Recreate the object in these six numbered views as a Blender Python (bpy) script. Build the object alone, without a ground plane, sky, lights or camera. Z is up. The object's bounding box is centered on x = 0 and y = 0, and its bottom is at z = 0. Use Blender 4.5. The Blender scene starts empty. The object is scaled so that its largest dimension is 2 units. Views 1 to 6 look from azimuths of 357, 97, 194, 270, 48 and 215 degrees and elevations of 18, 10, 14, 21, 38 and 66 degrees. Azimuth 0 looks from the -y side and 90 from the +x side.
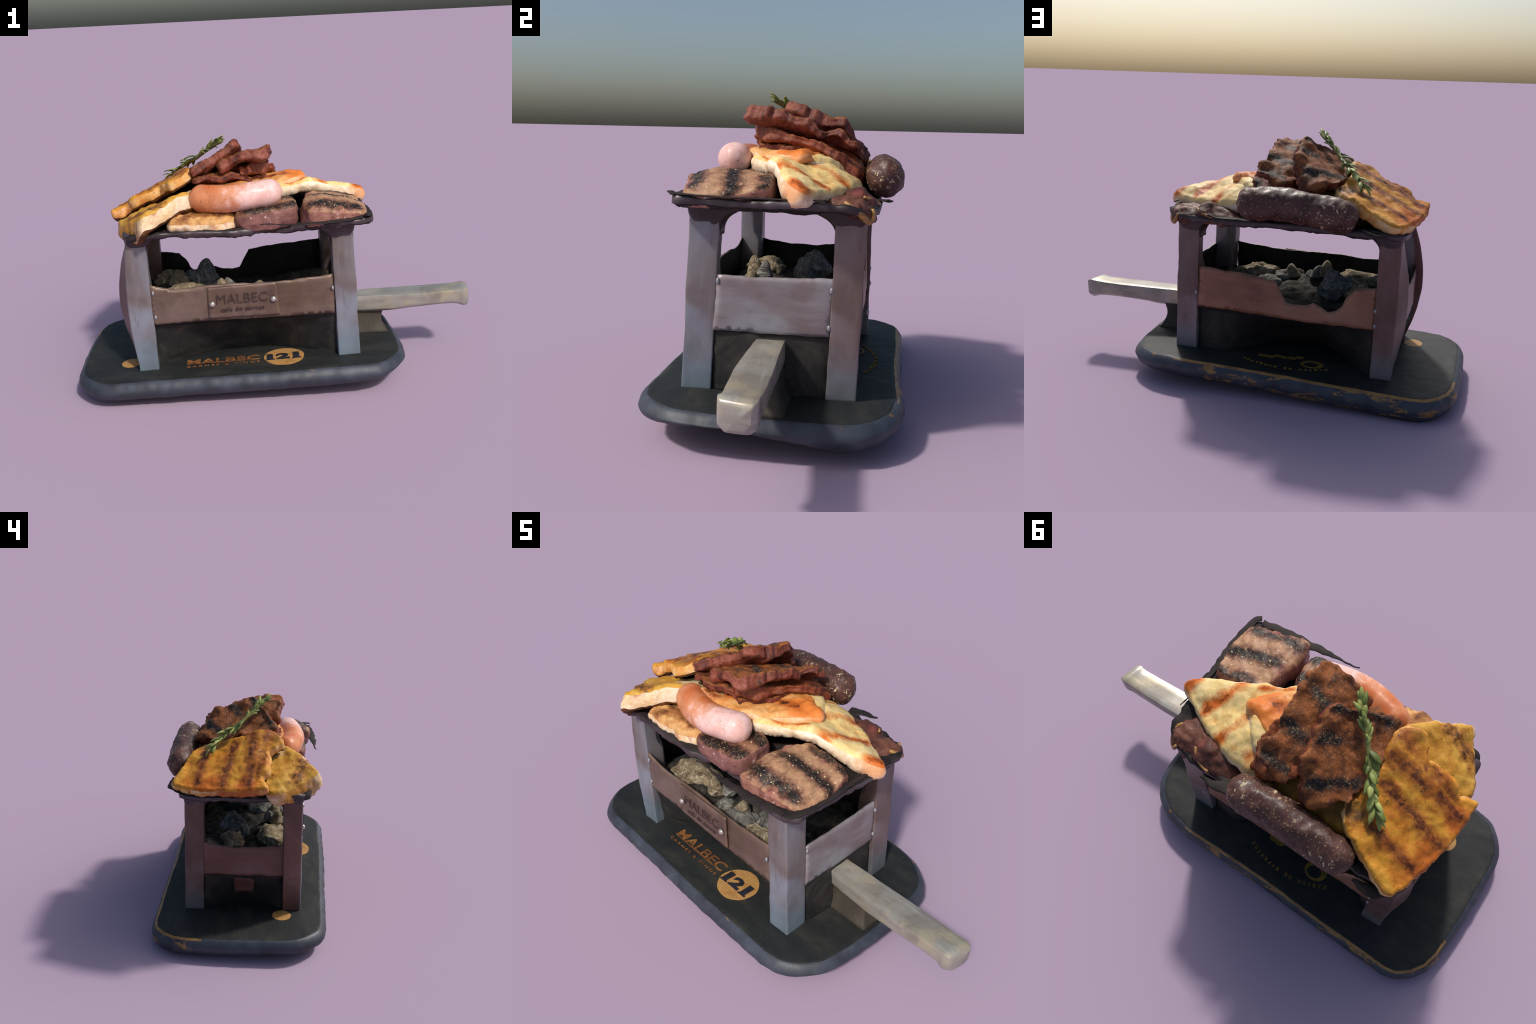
# A tabletop charcoal grill on a dark wooden board, heaped with grilled meat.
import bpy, bmesh, math, random
import numpy as np
from mathutils import Vector, noise, geometry

R = random.Random(11)
SCN = bpy.context.scene.collection


# ------------------------------------------------------------------ numbers
def lin(r, g, b):
    f = lambda c: (c / 12.92 if c <= 0.04045 else ((c + 0.055) / 1.055) ** 2.4)
    return (f(r / 255), f(g / 255), f(b / 255), 1.0)


def catmull(pts, n, closed=False):
    P = np.array(pts, float)
    k = len(P)
    out = []
    segs = k if closed else k - 1
    for i in range(segs):
        g = (lambda j: P[j % k]) if closed else (lambda j: P[min(max(j, 0), k - 1)])
        p0, p1, p2, p3 = g(i - 1), g(i), g(i + 1), g(i + 2)
        for t in np.linspace(0, 1, n, endpoint=False):
            out.append(0.5 * (2 * p1 + (p2 - p0) * t + (2 * p0 - 5 * p1 + 4 * p2 - p3) * t * t
                              + (3 * p1 - p0 - 3 * p2 + p3) * t ** 3))
    if not closed:
        out.append(P[-1])
    return np.array(out)


def resample(P, step, closed):
    Q = np.vstack([P, P[:1]]) if closed else P
    d = np.r_[0, np.cumsum(np.linalg.norm(np.diff(Q, axis=0), axis=1))]
    n = max(4, int(round(d[-1] / step)))
    s = np.linspace(0, d[-1], n + 1)
    out = np.stack([np.interp(s, d, Q[:, i]) for i in range(Q.shape[1])], 1)
    return out[:-1] if closed else out


def fractal(p, scale, seed, octaves=3):
    v, a, s = 0.0, 1.0, scale
    for _ in range(octaves):
        v += a * noise.noise(Vector((p[0] * s + seed * 7.3, p[1] * s - seed * 3.1, p[2] * s + seed)))
        a *= 0.5
        s *= 2.05
    return v


# ------------------------------------------------------------------ objects
def empty(name, loc, parent=None):
    o = bpy.data.objects.new(name, None)
    o.empty_display_size = 0.05
    SCN.objects.link(o)
    place(o, loc, parent)
    return o


def world_of(o):
    v = Vector((0, 0, 0))
    while o:
        v += o.location
        o = o.parent
    return v


def place(o, loc, parent):
    o.parent = parent
    o.location = Vector(loc) - (world_of(parent) if parent else Vector((0, 0, 0)))


def make(name, verts, faces, mats, idx=None, parent=None, smooth=True, origin=None, sharp=None, base=False):
    V = np.array(verts, float)
    if origin is None:
        c = (V.min(0) + V.max(0)) / 2
        if base:
            c[2] = V[:, 2].min()
    else:
        c = np.array(origin, float)
    me = bpy.data.meshes.new(name)
    me.from_pydata([tuple(v) for v in V - c], [], [tuple(int(i) for i in f) for f in faces])
    for m in mats:
        me.materials.append(m)
    if idx is not None:
        me.polygons.foreach_set("material_index", np.array(idx, np.int32))
    me.polygons.foreach_set("use_smooth", [smooth] * len(me.polygons))
    if sharp:
        me.set_sharp_from_angle(angle=math.radians(sharp))
    me.update()
    o = bpy.data.objects.new(name, me)
    SCN.objects.link(o)
    place(o, c, parent)
    return o


def tag(o, label, category):
    o["label"] = label
    o["category"] = category


def normals_of(V, F):
    N = np.zeros_like(V)
    for f in F:
        p = V[list(f)]
        n = np.cross(p[1] - p[0], p[2] - p[0])
        if len(f) == 4:
            n = n + np.cross(p[2] - p[0], p[3] - p[0])
        for i in f:
            N[i] += n
    L = np.linalg.norm(N, axis=1)
    L[L == 0] = 1
    return N / L[:, None]


def roughen(V, F, rough, seed):
    V = np.array(V, float)
    if rough:
        N = normals_of(V, F)
        for amp, scale in rough:
            d = np.array([fractal(p, scale, seed) for p in V])
            V = V + N * (d * amp)[:, None]
    return V


# thin-plate surface through control points (a height field over the slab's own plane)
def tps(S, h, reg=1e-4):
    U = lambda r2: np.where(r2 > 0, r2 * np.log(np.maximum(r2, 1e-12)), 0)
    n = len(S)
    K = U(((S[:, None] - S[None]) ** 2).sum(-1)) + np.eye(n) * reg
    Pm = np.c_[np.ones(n), S]
    A = np.block([[K, Pm], [Pm.T, np.zeros((3, 3))]])
    w = np.linalg.solve(A, np.r_[h, np.zeros(3)])
    return lambda Q: U(((Q[:, None] - S[None]) ** 2).sum(-1)) @ w[:n] + np.c_[np.ones(len(Q)), Q] @ w[n:]


def slab(name, outline, thick, mats, inner=(), res=0.012, rnd=None, rough=(), seed=1, parent=None, curve=True,
         jag=0.0, bulge=0.0, rim=0.0, up=(0, 0, 1), taper=0.0, taper_w=0.08, drag=(0, 0, 0), warp=(), floor=None, fat=(), sharp=None, reg=1e-4, origin=None, flatside=True, base=False):
    """A piece of stuff with a free outline, an uneven top, thickness and rounded edges.
    material slots: 0 top, 1 side, 2 underside, 3 rim of the top"""
    C = np.array(list(outline) + list(inner), float)
    O = np.array(outline, float)
    c = C.mean(0)
    ax = np.linalg.svd(C - c)[2]
    up = np.array(up, float)
    n = ax[2] if ax[2] @ up > 0 else -ax[2]
    e1 = ax[0]
    e2 = np.cross(n, e1)
    to2 = lambda P: np.c_[(P - c) @ e1, (P - c) @ e2]
    hgt = tps(to2(C), (C - c) @ n, reg)
    B = to2(O)
    B = catmull(B, 10, True) if curve else B
    if curve:
        B = resample(B, res, True)
    else:
        B = np.vstack([resample(np.array([B[i], B[(i + 1) % len(B)]]), res, False)[:-1] for i in range(len(B))])
    if np.sum(B[:, 0] * np.roll(B[:, 1], -1) - np.roll(B[:, 0], -1) * B[:, 1]) < 0:
        B = B[::-1]
    if jag:
        T = np.roll(B, -1, 0) - np.roll(B, 1, 0)
        T /= np.linalg.norm(T, axis=1)[:, None] + 1e-9
        d = np.array([noise.noise(Vector((p[0] * 22 + seed, p[1] * 22, seed))) + 0.6 * noise.noise(Vector((p[0] * 55, p[1] * 55 + seed, seed))) for p in B])
        B = B + np.c_[T[:, 1], -T[:, 0]] * (d * jag)[:, None]
    nb = len(B)
    A0, A1 = B, np.roll(B, -1, 0)

    def edge_dist(Q):
        d = A1 - A0
        t = np.clip(((Q[:, None] - A0[None]) * d[None]).sum(-1) / ((d * d).sum(-1) + 1e-12), 0, 1)
        return np.linalg.norm(Q[:, None] - (A0 + t[..., None] * d), axis=-1).min(1)

    lo, hi = B.min(0), B.max(0)
    rr = random.Random(seed)
    G = []
    y = lo[1]
    row = 0
    while y < hi[1]:
        x = lo[0] + (res / 2 if row % 2 else 0)
        while x < hi[0]:
            G.append((x + rr.uniform(-.12, .12) * res, y + rr.uniform(-.12, .12) * res))
            x += res
        y += res * 0.87
        row += 1
    G = np.array(G)
    x0, y0, x1, y1 = A0[:, 0], A0[:, 1], A1[:, 0], A1[:, 1]
    cross = (y0[None] > G[:, 1:2]) != (y1[None] > G[:, 1:2])
    xs = (x1 - x0)[None] * (G[:, 1:2] - y0[None]) / np.where(y1 == y0, 1e-12, y1 - y0)[None] + x0[None]
    inside = (cross & (G[:, 0:1] < xs)).sum(1) % 2 == 1
    G = G[inside]
    Nb = np.roll(B, -1, 0) - np.roll(B, 1, 0)
    Nb = np.c_[Nb[:, 1], -Nb[:, 0]]
    Nb /= np.linalg.norm(Nb, axis=1)[:, None] + 1e-9
    if len(G):
        G = G[edge_dist(G) > (rim + res * 0.5 if rim else res * 0.55)]
    r = thick * 0.35 if rnd is None else rnd
    allp = np.vstack([B] + ([B - Nb * rim] if rim else []) + ([G] if len(G) else []))
    hard = [(i, (i + 1) % nb) for i in range(nb)]
    if rim:
        hard += [(nb + i, nb + (i + 1) % nb) for i in range(nb)]
    vs, _, fs, ov, _, _ = geometry.delaunay_2d_cdt([Vector(p) for p in allp], hard, [], 1, 1e-7)
    P2 = np.array([(v[0], v[1]) for v in vs])
    first = {}
    for i, o in enumerate(ov):
        for k in o:
            first[k] = i
    bidx = [first[i] for i in range(nb)]
    d = edge_dist(P2)
    d[bidx] = 0
    H = hgt(P2)
    cx = np.clip(1 - d / max(r, 1e-6), 0, 1)
    drop = r * (1 - np.sqrt(np.maximum(0, 1 - cx * cx)))
    th = np.full(len(P2), thick)
    if taper:
        th = thick * (1 - taper * np.clip(1 - d / taper_w, 0, 1))
    for pt, rad, gain in fat:          # swollen or folded-over places
        q = to2(np.array([pt], float))
        th = th * (1 + gain * np.exp(-((P2 - q) ** 2).sum(1) / rad ** 2))
    at = lambda S, h: c + S[:, :1] * e1 + S[:, 1:2] * e2 + h[:, None] * n
    Vt = at(P2, H - drop)
    Vb = at(P2, H - th + drop) + np.array(drag, float)
    for amp, sc in warp:                # the whole sheet ripples, most along its edge
        w = np.array([fractal((p[0], p[1], 0), sc, seed + 40, 2) for p in P2]) * amp * np.clip(1.15 - d / 0.12, 0.35, 1.15)
        Vt = Vt + w[:, None] * n
        Vb = Vb + w[:, None] * n * 0.8
    if floor is not None:
        Vb[:, 2] = np.maximum(Vb[:, 2], np.minimum(floor, Vt[:, 2] - 0.02))
    V = [Vt, Vb]
    m = len(P2)
    F, I = [], []
    for f in fs:
        a, b, cc = f
        A2 = np.cross(P2[b] - P2[a], P2[cc] - P2[a])
        if A2 < 0:
            f = (a, cc, b)
        F.append(tuple(f))
        I.append(3 if rim and d[list(f)].max() < rim * 1.05 else 0)
        F.append(tuple(m + i for i in f[::-1]))
        I.append(2)
    tp, bt = Vt[bidx], Vb[bidx]
    rings = max(2, int(np.linalg.norm(tp - bt, axis=1).mean() / res) + 1)
    prev = list(bidx)
    off = 2 * m
    for k in range(1, rings + 1):
        if k == rings:
            cur = [m + i for i in bidx]
        else:
            t = k / rings
            push = bulge * math.sin(math.pi * t)
            V.append(tp * (1 - t) + bt * t + (Nb[:, :1] * e1 + Nb[:, 1:2] * e2) * push)
            cur = list(range(off, off + nb))
            off += nb
        for i in range(nb):
            j = (i + 1) % nb
            F.append((prev[i], cur[i], cur[j], prev[j]))
            I.append(1)
        prev = cur
    V = roughen(np.vstack(V), F, rough, seed)
    mm = [mats[min(i, len(mats) - 1)] for i in range(4)] if len(mats) < 4 else mats
    return make(name, V, F, mm, I, parent, sharp=sharp, origin=origin, base=base)


def loft(name, sections, mats, parent=None, rough=(), seed=1, closed_ends=True, sharp=None, mat_of=None, origin=None):
    """skin through closed cross-sections with the same number of points"""
    S = [np.array(s, float) for s in sections]
    k = len(S[0])
    V = np.vstack(S)
    F = []
    I = []
    for i in range(len(S) - 1):
        for j in range(k):
            a, b = i * k + j, i * k + (j + 1) % k
            F.append((a, b, b + k, a + k))
            I.append(mat_of(j / k) if mat_of else 0)
    if closed_ends:
        for s, flip in ((0, True), (len(S) - 1, False)):
            cidx = len(V)
            V = np.vstack([V, S[s].mean(0)[None]])
            for j in range(k):
                a, b = s * k + j, s * k + (j + 1) % k
                F.append((b, a, cidx) if flip else (a, b, cidx))
                I.append(0)
    V = roughen(V, F, rough, seed)
    return make(name, V, F, mats, I, parent, sharp=sharp, origin=origin)


def rounded(corners, rad, per=4, sub=3):
    """closed ring from 4 corner points, rounded corners and subdivided sides"""
    Q = np.array(corners, float)
    out = []
    n = len(Q)
    for i in range(n):
        a, b, c = Q[i - 1], Q[i], Q[(i + 1) % n]
        u = (a - b) / np.linalg.norm(a - b)
        w = (c - b) / np.linalg.norm(c - b)
        p, q = b + u * rad, b + w * rad
        for t in np.linspace(0, 1, per):
            out.append((1 - t) ** 2 * p + 2 * t * (1 - t) * b + t * t * q)
        nxt = c - w * rad
        for t in np.linspace(0, 1, sub + 1, endpoint=False)[1:]:
            out.append(q * (1 - t) + nxt * t)
    return np.array(out)


def tube(name, spine, radius, mats, parent=None, k=28, step=0.01, rough=(), seed=1, flat=1.0):
    """sausage-like body along a spine; radius(t) for t in 0..1"""
    P = resample(catmull(spine, 16), step, False)
    n = len(P)
    T = np.gradient(P, axis=0)
    T /= np.linalg.norm(T, axis=1)[:, None]
    secs = []
    up = np.array((0, 0, 1.0))
    for i in range(n):
        s = np.cross(T[i], up)
        s /= np.linalg.norm(s)
        v = np.cross(s, T[i])
        r = radius(i / (n - 1))
        secs.append([P[i] + r * (math.cos(a) * s + flat * math.sin(a) * v) for a in np.linspace(0, 2 * math.pi, k, endpoint=False)])
    return loft(name, secs, mats, parent, rough, seed)


def capsule(length, r, power=1.0):
    """radius profile of a round-ended body of that length"""
    e = r / length

    def f(t):
        x = min(t, 1 - t)
        if x >= e:
            return r
        return max(0.002, r * math.sqrt(max(0, 1 - (1 - x / e) ** 2)) ** power)
    return f


# ------------------------------------------------------------------ materials
class Mat:
    def __init__(self, name, rough=0.5, spec=0.4, coat=0.0, metallic=0.0):
        self.m = bpy.data.materials.new(name)
        self.m.use_nodes = True
        t = self.t = self.m.node_tree
        self.b = t.nodes["Principled BSDF"]
        self.b.inputs["Roughness"].default_value = rough
        self.b.inputs["Specular IOR Level"].default_value = spec
        self.b.inputs["Metallic"].default_value = metallic
        self.b.inputs["Coat Weight"].default_value = coat
        self.b.inputs["Coat Roughness"].default_value = 0.2
        self.co = self.n("ShaderNodeTexCoord").outputs["Object"]

    def n(self, kind, **kw):
        x = self.t.nodes.new(kind)
        for k, v in kw.items():
            setattr(x, k, v)
        return x

    def put(self, sock, v):
        if isinstance(v, bpy.types.NodeSocket):
            self.t.links.new(v, sock)
        else:
            sock.default_value = v

    def math(self, op, a, b=0.0, c=None, clamp=False):
        x = self.n("ShaderNodeMath", operation=op, use_clamp=clamp)
        self.put(x.inputs[0], a)
        self.put(x.inputs[1], b)
        if c is not None:
            self.put(x.inputs[2], c)
        return x.outputs[0]

    def vec(self, op, a, b=None, scale=None):
        x = self.n("ShaderNodeVectorMath", operation=op)
        self.put(x.inputs[0], a)
        if b is not None:
            self.put(x.inputs[1], b)
        if scale is not None:
            self.put(x.inputs["Scale"], scale)
        return x.outputs["Value"] if op in ("DOT_PRODUCT", "LENGTH", "DISTANCE") else x.outputs["Vector"]

    def stretch(self, s, rot=(0, 0, 0), src=None):
        x = self.n("ShaderNodeMapping")
        self.put(x.inputs["Vector"], src or self.co)
        x.inputs["Scale"].default_value = s
        x.inputs["Rotation"].default_value = rot
        return x.outputs[0]

    def noise(self, scale, detail=5, rough=0.6, src=None, dist=0.0, colour=False):
        x = self.n("ShaderNodeTexNoise")
        self.put(x.inputs["Vector"], src or self.co)
        x.inputs["Scale"].default_value = scale
        x.inputs["Detail"].default_value = detail
        x.inputs["Roughness"].default_value = rough
        x.inputs["Distortion"].default_value = dist
        return x.outputs["Color" if colour else "Fac"]

    def voronoi(self, scale, src=None, feature="F1", rnd=1.0):
        x = self.n("ShaderNodeTexVoronoi", feature=feature)
        self.put(x.inputs["Vector"], src or self.co)
        x.inputs["Scale"].default_value = scale
        x.inputs["Randomness"].default_value = rnd
        return x.outputs["Distance"]

    def ramp(self, fac, stops):
        x = self.n("ShaderNodeValToRGB")
        e = x.color_ramp.elements
        while len(e) < len(stops):
            e.new(0.5)
        for el, (p, c) in zip(e, stops):
            el.position = p
            el.color = c
        self.put(x.inputs[0], fac)
        return x.outputs[0]

    def step(self, v, a, b, lo=0.0, hi=1.0):
        x = self.n("ShaderNodeMapRange", interpolation_type="SMOOTHSTEP")
        self.put(x.inputs["Value"], v)
        self.put(x.inputs["From Min"], a)
        self.put(x.inputs["From Max"], b)
        x.inputs["To Min"].default_value = lo
        x.inputs["To Max"].default_value = hi
        return x.outputs[0]

    def mix(self, fac, a, b, mode="MIX"):
        x = self.n("ShaderNodeMix", data_type="RGBA", blend_type=mode)
        self.put(x.inputs[0], fac)
        self.put(x.inputs[6], a)
        self.put(x.inputs[7], b)
        return x.outputs[2]

    def seg(self, p, a, b):
        """distance from p to the line piece a-b"""
        a, b = np.array(a, float), np.array(b, float)
        d = b - a
        q = self.vec("SUBTRACT", p, tuple(a))
        t = self.math("MULTIPLY", self.vec("DOT_PRODUCT", q, tuple(d)), 1 / (d @ d), clamp=True)
        x = self.n("ShaderNodeVectorMath", operation="SCALE")
        x.inputs[0].default_value = tuple(d)
        self.put(x.inputs["Scale"], t)
        return self.vec("LENGTH", self.vec("SUBTRACT", q, x.outputs[0]))

    def xyz(self, src=None):
        x = self.n("ShaderNodeSeparateXYZ")
        self.put(x.inputs[0], src or self.co)
        return x.outputs

    def done(self, colour, bump=None, strength=0.3, dist=0.004, rough=None):
        self.put(self.b.inputs["Base Color"], colour)
        if rough is not None:
            self.put(self.b.inputs["Roughness"], rough)
        if bump is not None:
            x = self.n("ShaderNodeBump")
            x.inputs["Strength"].default_value = strength
            x.inputs["Distance"].default_value = dist
            self.put(x.inputs["Height"], bump)
            self.t.links.new(x.outputs[0], self.b.inputs["Normal"])
        return self.m


def meat(name, stops, origin, marks=(), mark=(30, 24, 22), halo=None, width=0.02, halo_w=2.0, patches=(), fibre=None,
         speck=None, rough=0.6, coat=0.0, grain=0.34, scale=9, broken=0.35, crust=None, bump=0.5, spec=0.25, halo_amt=0.8, salt=0.0, second=None):
    """grilled surface: mottled base, char bands along line pieces with ash specks, a browner halo, patches near points"""
    M = Mat(name, rough, spec, coat)
    o = np.array(origin, float)
    wob = M.noise(14, 4, 0.6, colour=True)
    p = M.vec("ADD", M.co, M.vec("SCALE", M.vec("SUBTRACT", wob, (0.5, 0.5, 0.5)), scale=0.05))
    n1 = M.noise(scale, 8, 0.68, dist=0.5)
    n2 = M.noise(scale * 3.2, 6, 0.7, dist=0.4)
    if fibre:
        n2 = M.math("ADD", M.math("MULTIPLY", n2, 0.4), M.math("MULTIPLY", M.noise(scale * 1.5, 6, 0.65, src=M.stretch(*fibre)), 0.6))
    base_n = M.math("ADD", M.math("MULTIPLY", n1, 0.62), M.math("MULTIPLY", n2, 0.38))
    # widen the spread so that the ramp is used from end to end
    base_n = M.math("MULTIPLY_ADD", M.math("SUBTRACT", base_n, 0.5), 1.5, 0.5)
    col = M.ramp(base_n, [(x, lin(*c)) for x, c in stops])
    fine = M.noise(95, 5, 0.75)
    mid = M.noise(28, 6, 0.7)
    tiny = M.noise(150, 2, 0.5)
    if second:
        c, a, b = second
        col = M.mix(M.math("MULTIPLY", M.step(M.noise(6.5, 5, 0.62, dist=0.8), a, b), 0.85), col, lin(*c))
    if crust:
        c, a, b = crust
        col = M.mix(M.step(M.noise(8, 7, 0.72, dist=0.6), a, b), col, lin(*c))
    for (pt, c, rad, amt) in patches:
        d = M.vec("DISTANCE", p, tuple(np.array(pt) - o))
        f = M.math("MULTIPLY", M.step(M.math("ADD", d, M.math("MULTIPLY", M.math("SUBTRACT", mid, 0.5), rad * 1.0)), rad, rad * 0.35), amt)
        col = M.mix(f, col, lin(*c))
    if marks:
        dmin = None
        for mk in marks:
            a, b = mk[0], mk[1]
            d = M.seg(p, np.array(a) - o, np.array(b) - o)
            if len(mk) > 2:
                d = M.math("DIVIDE", d, mk[2])
            dmin = d if dmin is None else M.math("MINIMUM", dmin, d)
        dm = M.math("ADD", dmin, M.math("MULTIPLY", M.math("SUBTRACT", mid, 0.5), width * 2.2))
        dm = M.math("ADD", dm, M.math("MULTIPLY", M.math("SUBTRACT", fine, 0.5), width * 1.0))
        if halo:
            col = M.mix(M.math("MULTIPLY", M.step(dm, width * halo_w, width * 0.6), halo_amt), col, lin(*halo))
        body = M.step(dm, width * 1.15, width * 0.4)
        patchy = M.step(M.noise(17, 6, 0.72), broken, broken + 0.24)
        body = M.math("MULTIPLY", body, patchy)
        col = M.mix(M.math("MULTIPLY", body, 0.94), col, lin(*mark))
        if salt:
            col = M.mix(M.math("MULTIPLY", M.math("MULTIPLY", body, M.step(tiny, 0.57, 0.66)), salt), col, lin(178, 158, 112))
    if speck:
        c, sc, thr, amt = speck
        s = M.step(M.noise(sc, 2, 0.5), thr, thr + 0.05)
        col = M.mix(M.math("MULTIPLY", s, amt), col, lin(*c))
    g = M.math("ADD", 1 - grain / 2, M.math("MULTIPLY", fine, grain))
    g2 = M.math("ADD", 0.72, M.math("MULTIPLY", mid, 0.56))
    cmb = M.n("ShaderNodeCombineColor")
    gg = M.math("MULTIPLY", g, g2)
    for i in range(3):
        M.put(cmb.inputs[i], gg)
    col = M.mix(1.0, col, cmb.outputs[0], "MULTIPLY")
    h = M.math("ADD", M.math("MULTIPLY", fine, 0.5), M.math("MULTIPLY", mid, 0.8))
    rgh = M.math("ADD", rough - 0.10, M.math("MULTIPLY", mid, 0.20))
    return M.done(col, h, bump, 0.006, rgh)


def steel(name, c1, c2, c3, stretch=(6, 6, 1.2), rough=0.42, metallic=0.2, cool=None, warm=None, edge=0.35, foot=None):
    """steel plate: broad soft reflections painted from c1 to c3, a faint brushing, small nicks"""
    M = Mat(name, rough, 0.5, 0.0, metallic)
    big = M.noise(3.2, 3, 0.5, dist=0.6)
    col = M.ramp(big, [(0.32, lin(*c1)), (0.5, lin(*c2)), (0.66, lin(*c3))])
    if cool:
        col = M.mix(M.step(M.noise(2.6, 5, 0.6, dist=0.5), 0.40, 0.72, 0, 0.55), col, lin(*cool))
    if warm:
        col = M.mix(M.step(M.noise(6.5, 6, 0.65, dist=0.8), 0.48, 0.66, 0, 0.8), col, lin(*warm))
    br = M.noise(7, 5, 0.6, src=M.stretch(stretch))
    col = M.mix(M.step(br, 0.5, 0.75, 0.0, 0.38), col, lin(*[min(255, v * k) for v, k in zip(c2, (1.22, 1.28, 1.34))]))
    col = M.mix(M.step(br, 0.46, 0.25, 0.0, 0.38), col, lin(*[v * k for v, k in zip(c1, (0.80, 0.70, 0.64))]))
    blot = M.noise(13, 7, 0.7, dist=0.6)
    col = M.mix(M.step(blot, 0.58, 0.74, 0.0, 0.22), col, lin(*[v * 0.82 for v in c1]))
    col = M.mix(M.step(M.noise(75, 3, 0.6), 0.66, 0.72, 0, 0.30), col, lin(*[min(255, v * 1.35) for v in c2]))
    if foot:            # bluish reflection of the board tinted into the lower end
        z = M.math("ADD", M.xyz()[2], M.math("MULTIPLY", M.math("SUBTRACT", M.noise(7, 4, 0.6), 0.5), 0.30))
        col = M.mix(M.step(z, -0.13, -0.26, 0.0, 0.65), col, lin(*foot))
    if edge:
        pt = M.n("ShaderNodeNewGeometry").outputs["Pointiness"]
        painted_glint = M.math("MULTIPLY", M.step(pt, 0.53, 0.60), M.step(M.noise(9, 4, 0.6), 0.35, 0.6))
        col = M.mix(M.math("MULTIPLY", painted_glint, edge), col, lin(*[min(255, v * 1.45) for v in c3]))  # lightens the corners to draw bright highlights along the edges
    return M.done(col, M.math("ADD", M.math("MULTIPLY", br, 0.3), blot), 0.10, 0.003, M.math("ADD", rough - 0.1, M.math("MULTIPLY", blot, 0.2)))


def plain(name, c, rough=0.5, spec=0.4, metallic=0.0, var=0.25, scale=20, coat=0.0):
    M = Mat(name, rough, spec, coat, metallic)
    k = M.noise(scale, 6, 0.65)
    col = M.ramp(k, [(0.3, lin(*[v * (1 - var) for v in c])), (0.7, lin(*[min(255, v * (1 + var)) for v in c]))])
    return M.done(col, k, 0.2, 0.003)


# ------------------------------------------------------------------ board
def board_z(x, y):
    c = lambda v: max(0.0, min(1.0, v))
    return 0.146 + 0.030 * x - 0.020 * y - 0.016 * c((x - 0.36) / 0.22) - 0.010 * c((-0.33 - y) / 0.14) - 0.006 * c((y - 0.32) / 0.14) - 0.010 * math.exp(-((x + 0.15) / 0.33) ** 2 - ((y - 0.04) / 0.26) ** 2)


M_board = Mat("black_painted_wood", 0.62, 0.28)
_b = M_board.noise(5, 6, 0.65, src=M_board.stretch((1, 2.2, 1)))
_c = M_board.ramp(_b, [(0.28, lin(26, 28, 30)), (0.5, lin(36, 38, 38)), (0.72, lin(54, 53, 46))])
_c = M_board.mix(M_board.step(M_board.noise(70, 3, 0.6), 0.66, 0.74, 0, 0.35), _c, lin(86, 86, 82))
M_board = M_board.done(_c, _b, 0.15, 0.003)


def worn(name, strength):
    M = Mat(name, 0.5, 0.45)
    X = M.xyz()
    back = M.math("MULTIPLY", M.step(X[1], 0.12, 0.34), M.step(X[0], 0.62, 0.35, 0.25, 1.0))            # the back edge has lost most of its paint
    base = M.ramp(M.noise(9, 5, 0.6), [(0.3, lin(36, 39, 46)), (0.7, lin(66, 72, 84))])
    nz = M.noise(9, 7, 0.72, src=M.stretch((1, 1.6, 3.2)), dist=0.6)
    thr = M.math("SUBTRACT", 0.74 - 0.08 * strength, M.math("MULTIPLY", back, 0.13 + 0.24 * strength))
    wear = M.step(M.math("SUBTRACT", nz, thr), 0.0, 0.05)
    wood = M.ramp(M.noise(16, 5, 0.6), [(0.3, lin(120, 84, 42)), (0.7, lin(176, 132, 66))])
    col = M.mix(M.math("MULTIPLY", wear, 0.85), base, wood)
    return M.done(col, nz, 0.25, 0.004)


M_side = worn("chipped_board_edge", 0.25)
M_rim = worn("worn_board_rim", 1.0)
M_under = plain("board_underside", (44, 36, 34), 0.8)

outline = [(-0.985, -0.10), (-0.982, -0.249), (-0.948, -0.314), (-0.895, -0.372), (-0.842, -0.397), (-0.734, -0.407), (-0.555, -0.416), (-0.337, -0.430), (-0.1, -0.446), (0.064, -0.452),
           (0.2, -0.456), (0.325, -0.462), (0.405, -0.458), (0.476, -0.435), (0.537, -0.381), (0.584, -0.305), (0.606, -0.169), (0.608, 0.068), (0.603, 0.223), (0.576, 0.30), (0.520, 0.359),
           (0.450, 0.398), (0.373, 0.416), (0.285, 0.427), (0.145, 0.428), (0.014, 0.432), (-0.153, 0.438), (-0.359, 0.454), (-0.504, 0.461), (-0.64, 0.467), (-0.742, 0.474), (-0.824, 0.470), (-0.875, 0.446),
           (-0.916, 0.403), (-0.950, 0.340), (-0.970, 0.22), (-0.980, 0.08)]


def under(p):
    """underside of the board: not flat, it stands on its far left part and hollows at the handle end"""
    x, y, z = p
    c = lambda v: max(0.0, min(1.0, v))
    low = 0.002 + 0.024 * c((y + 0.1) / 0.5) * c((0.25 - x) / 0.9)
    foot = 0.012 * math.exp(-((x + 0.72) ** 2 / 0.05 + (y - 0.36) ** 2 / 0.02))
    rise = c((x - 0.36) / 0.2) * np.interp(y, [-0.45, -0.35, -0.15, 0.0, 0.1, 0.225, 0.32, 0.42], [0.02, 0.03, 0.045, 0.022, 0.012, -0.008, 0.0, 0.0])
    return rise - low - foot + 0.004 * noise.noise(Vector((x * 5, y * 5, 3)))


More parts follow.
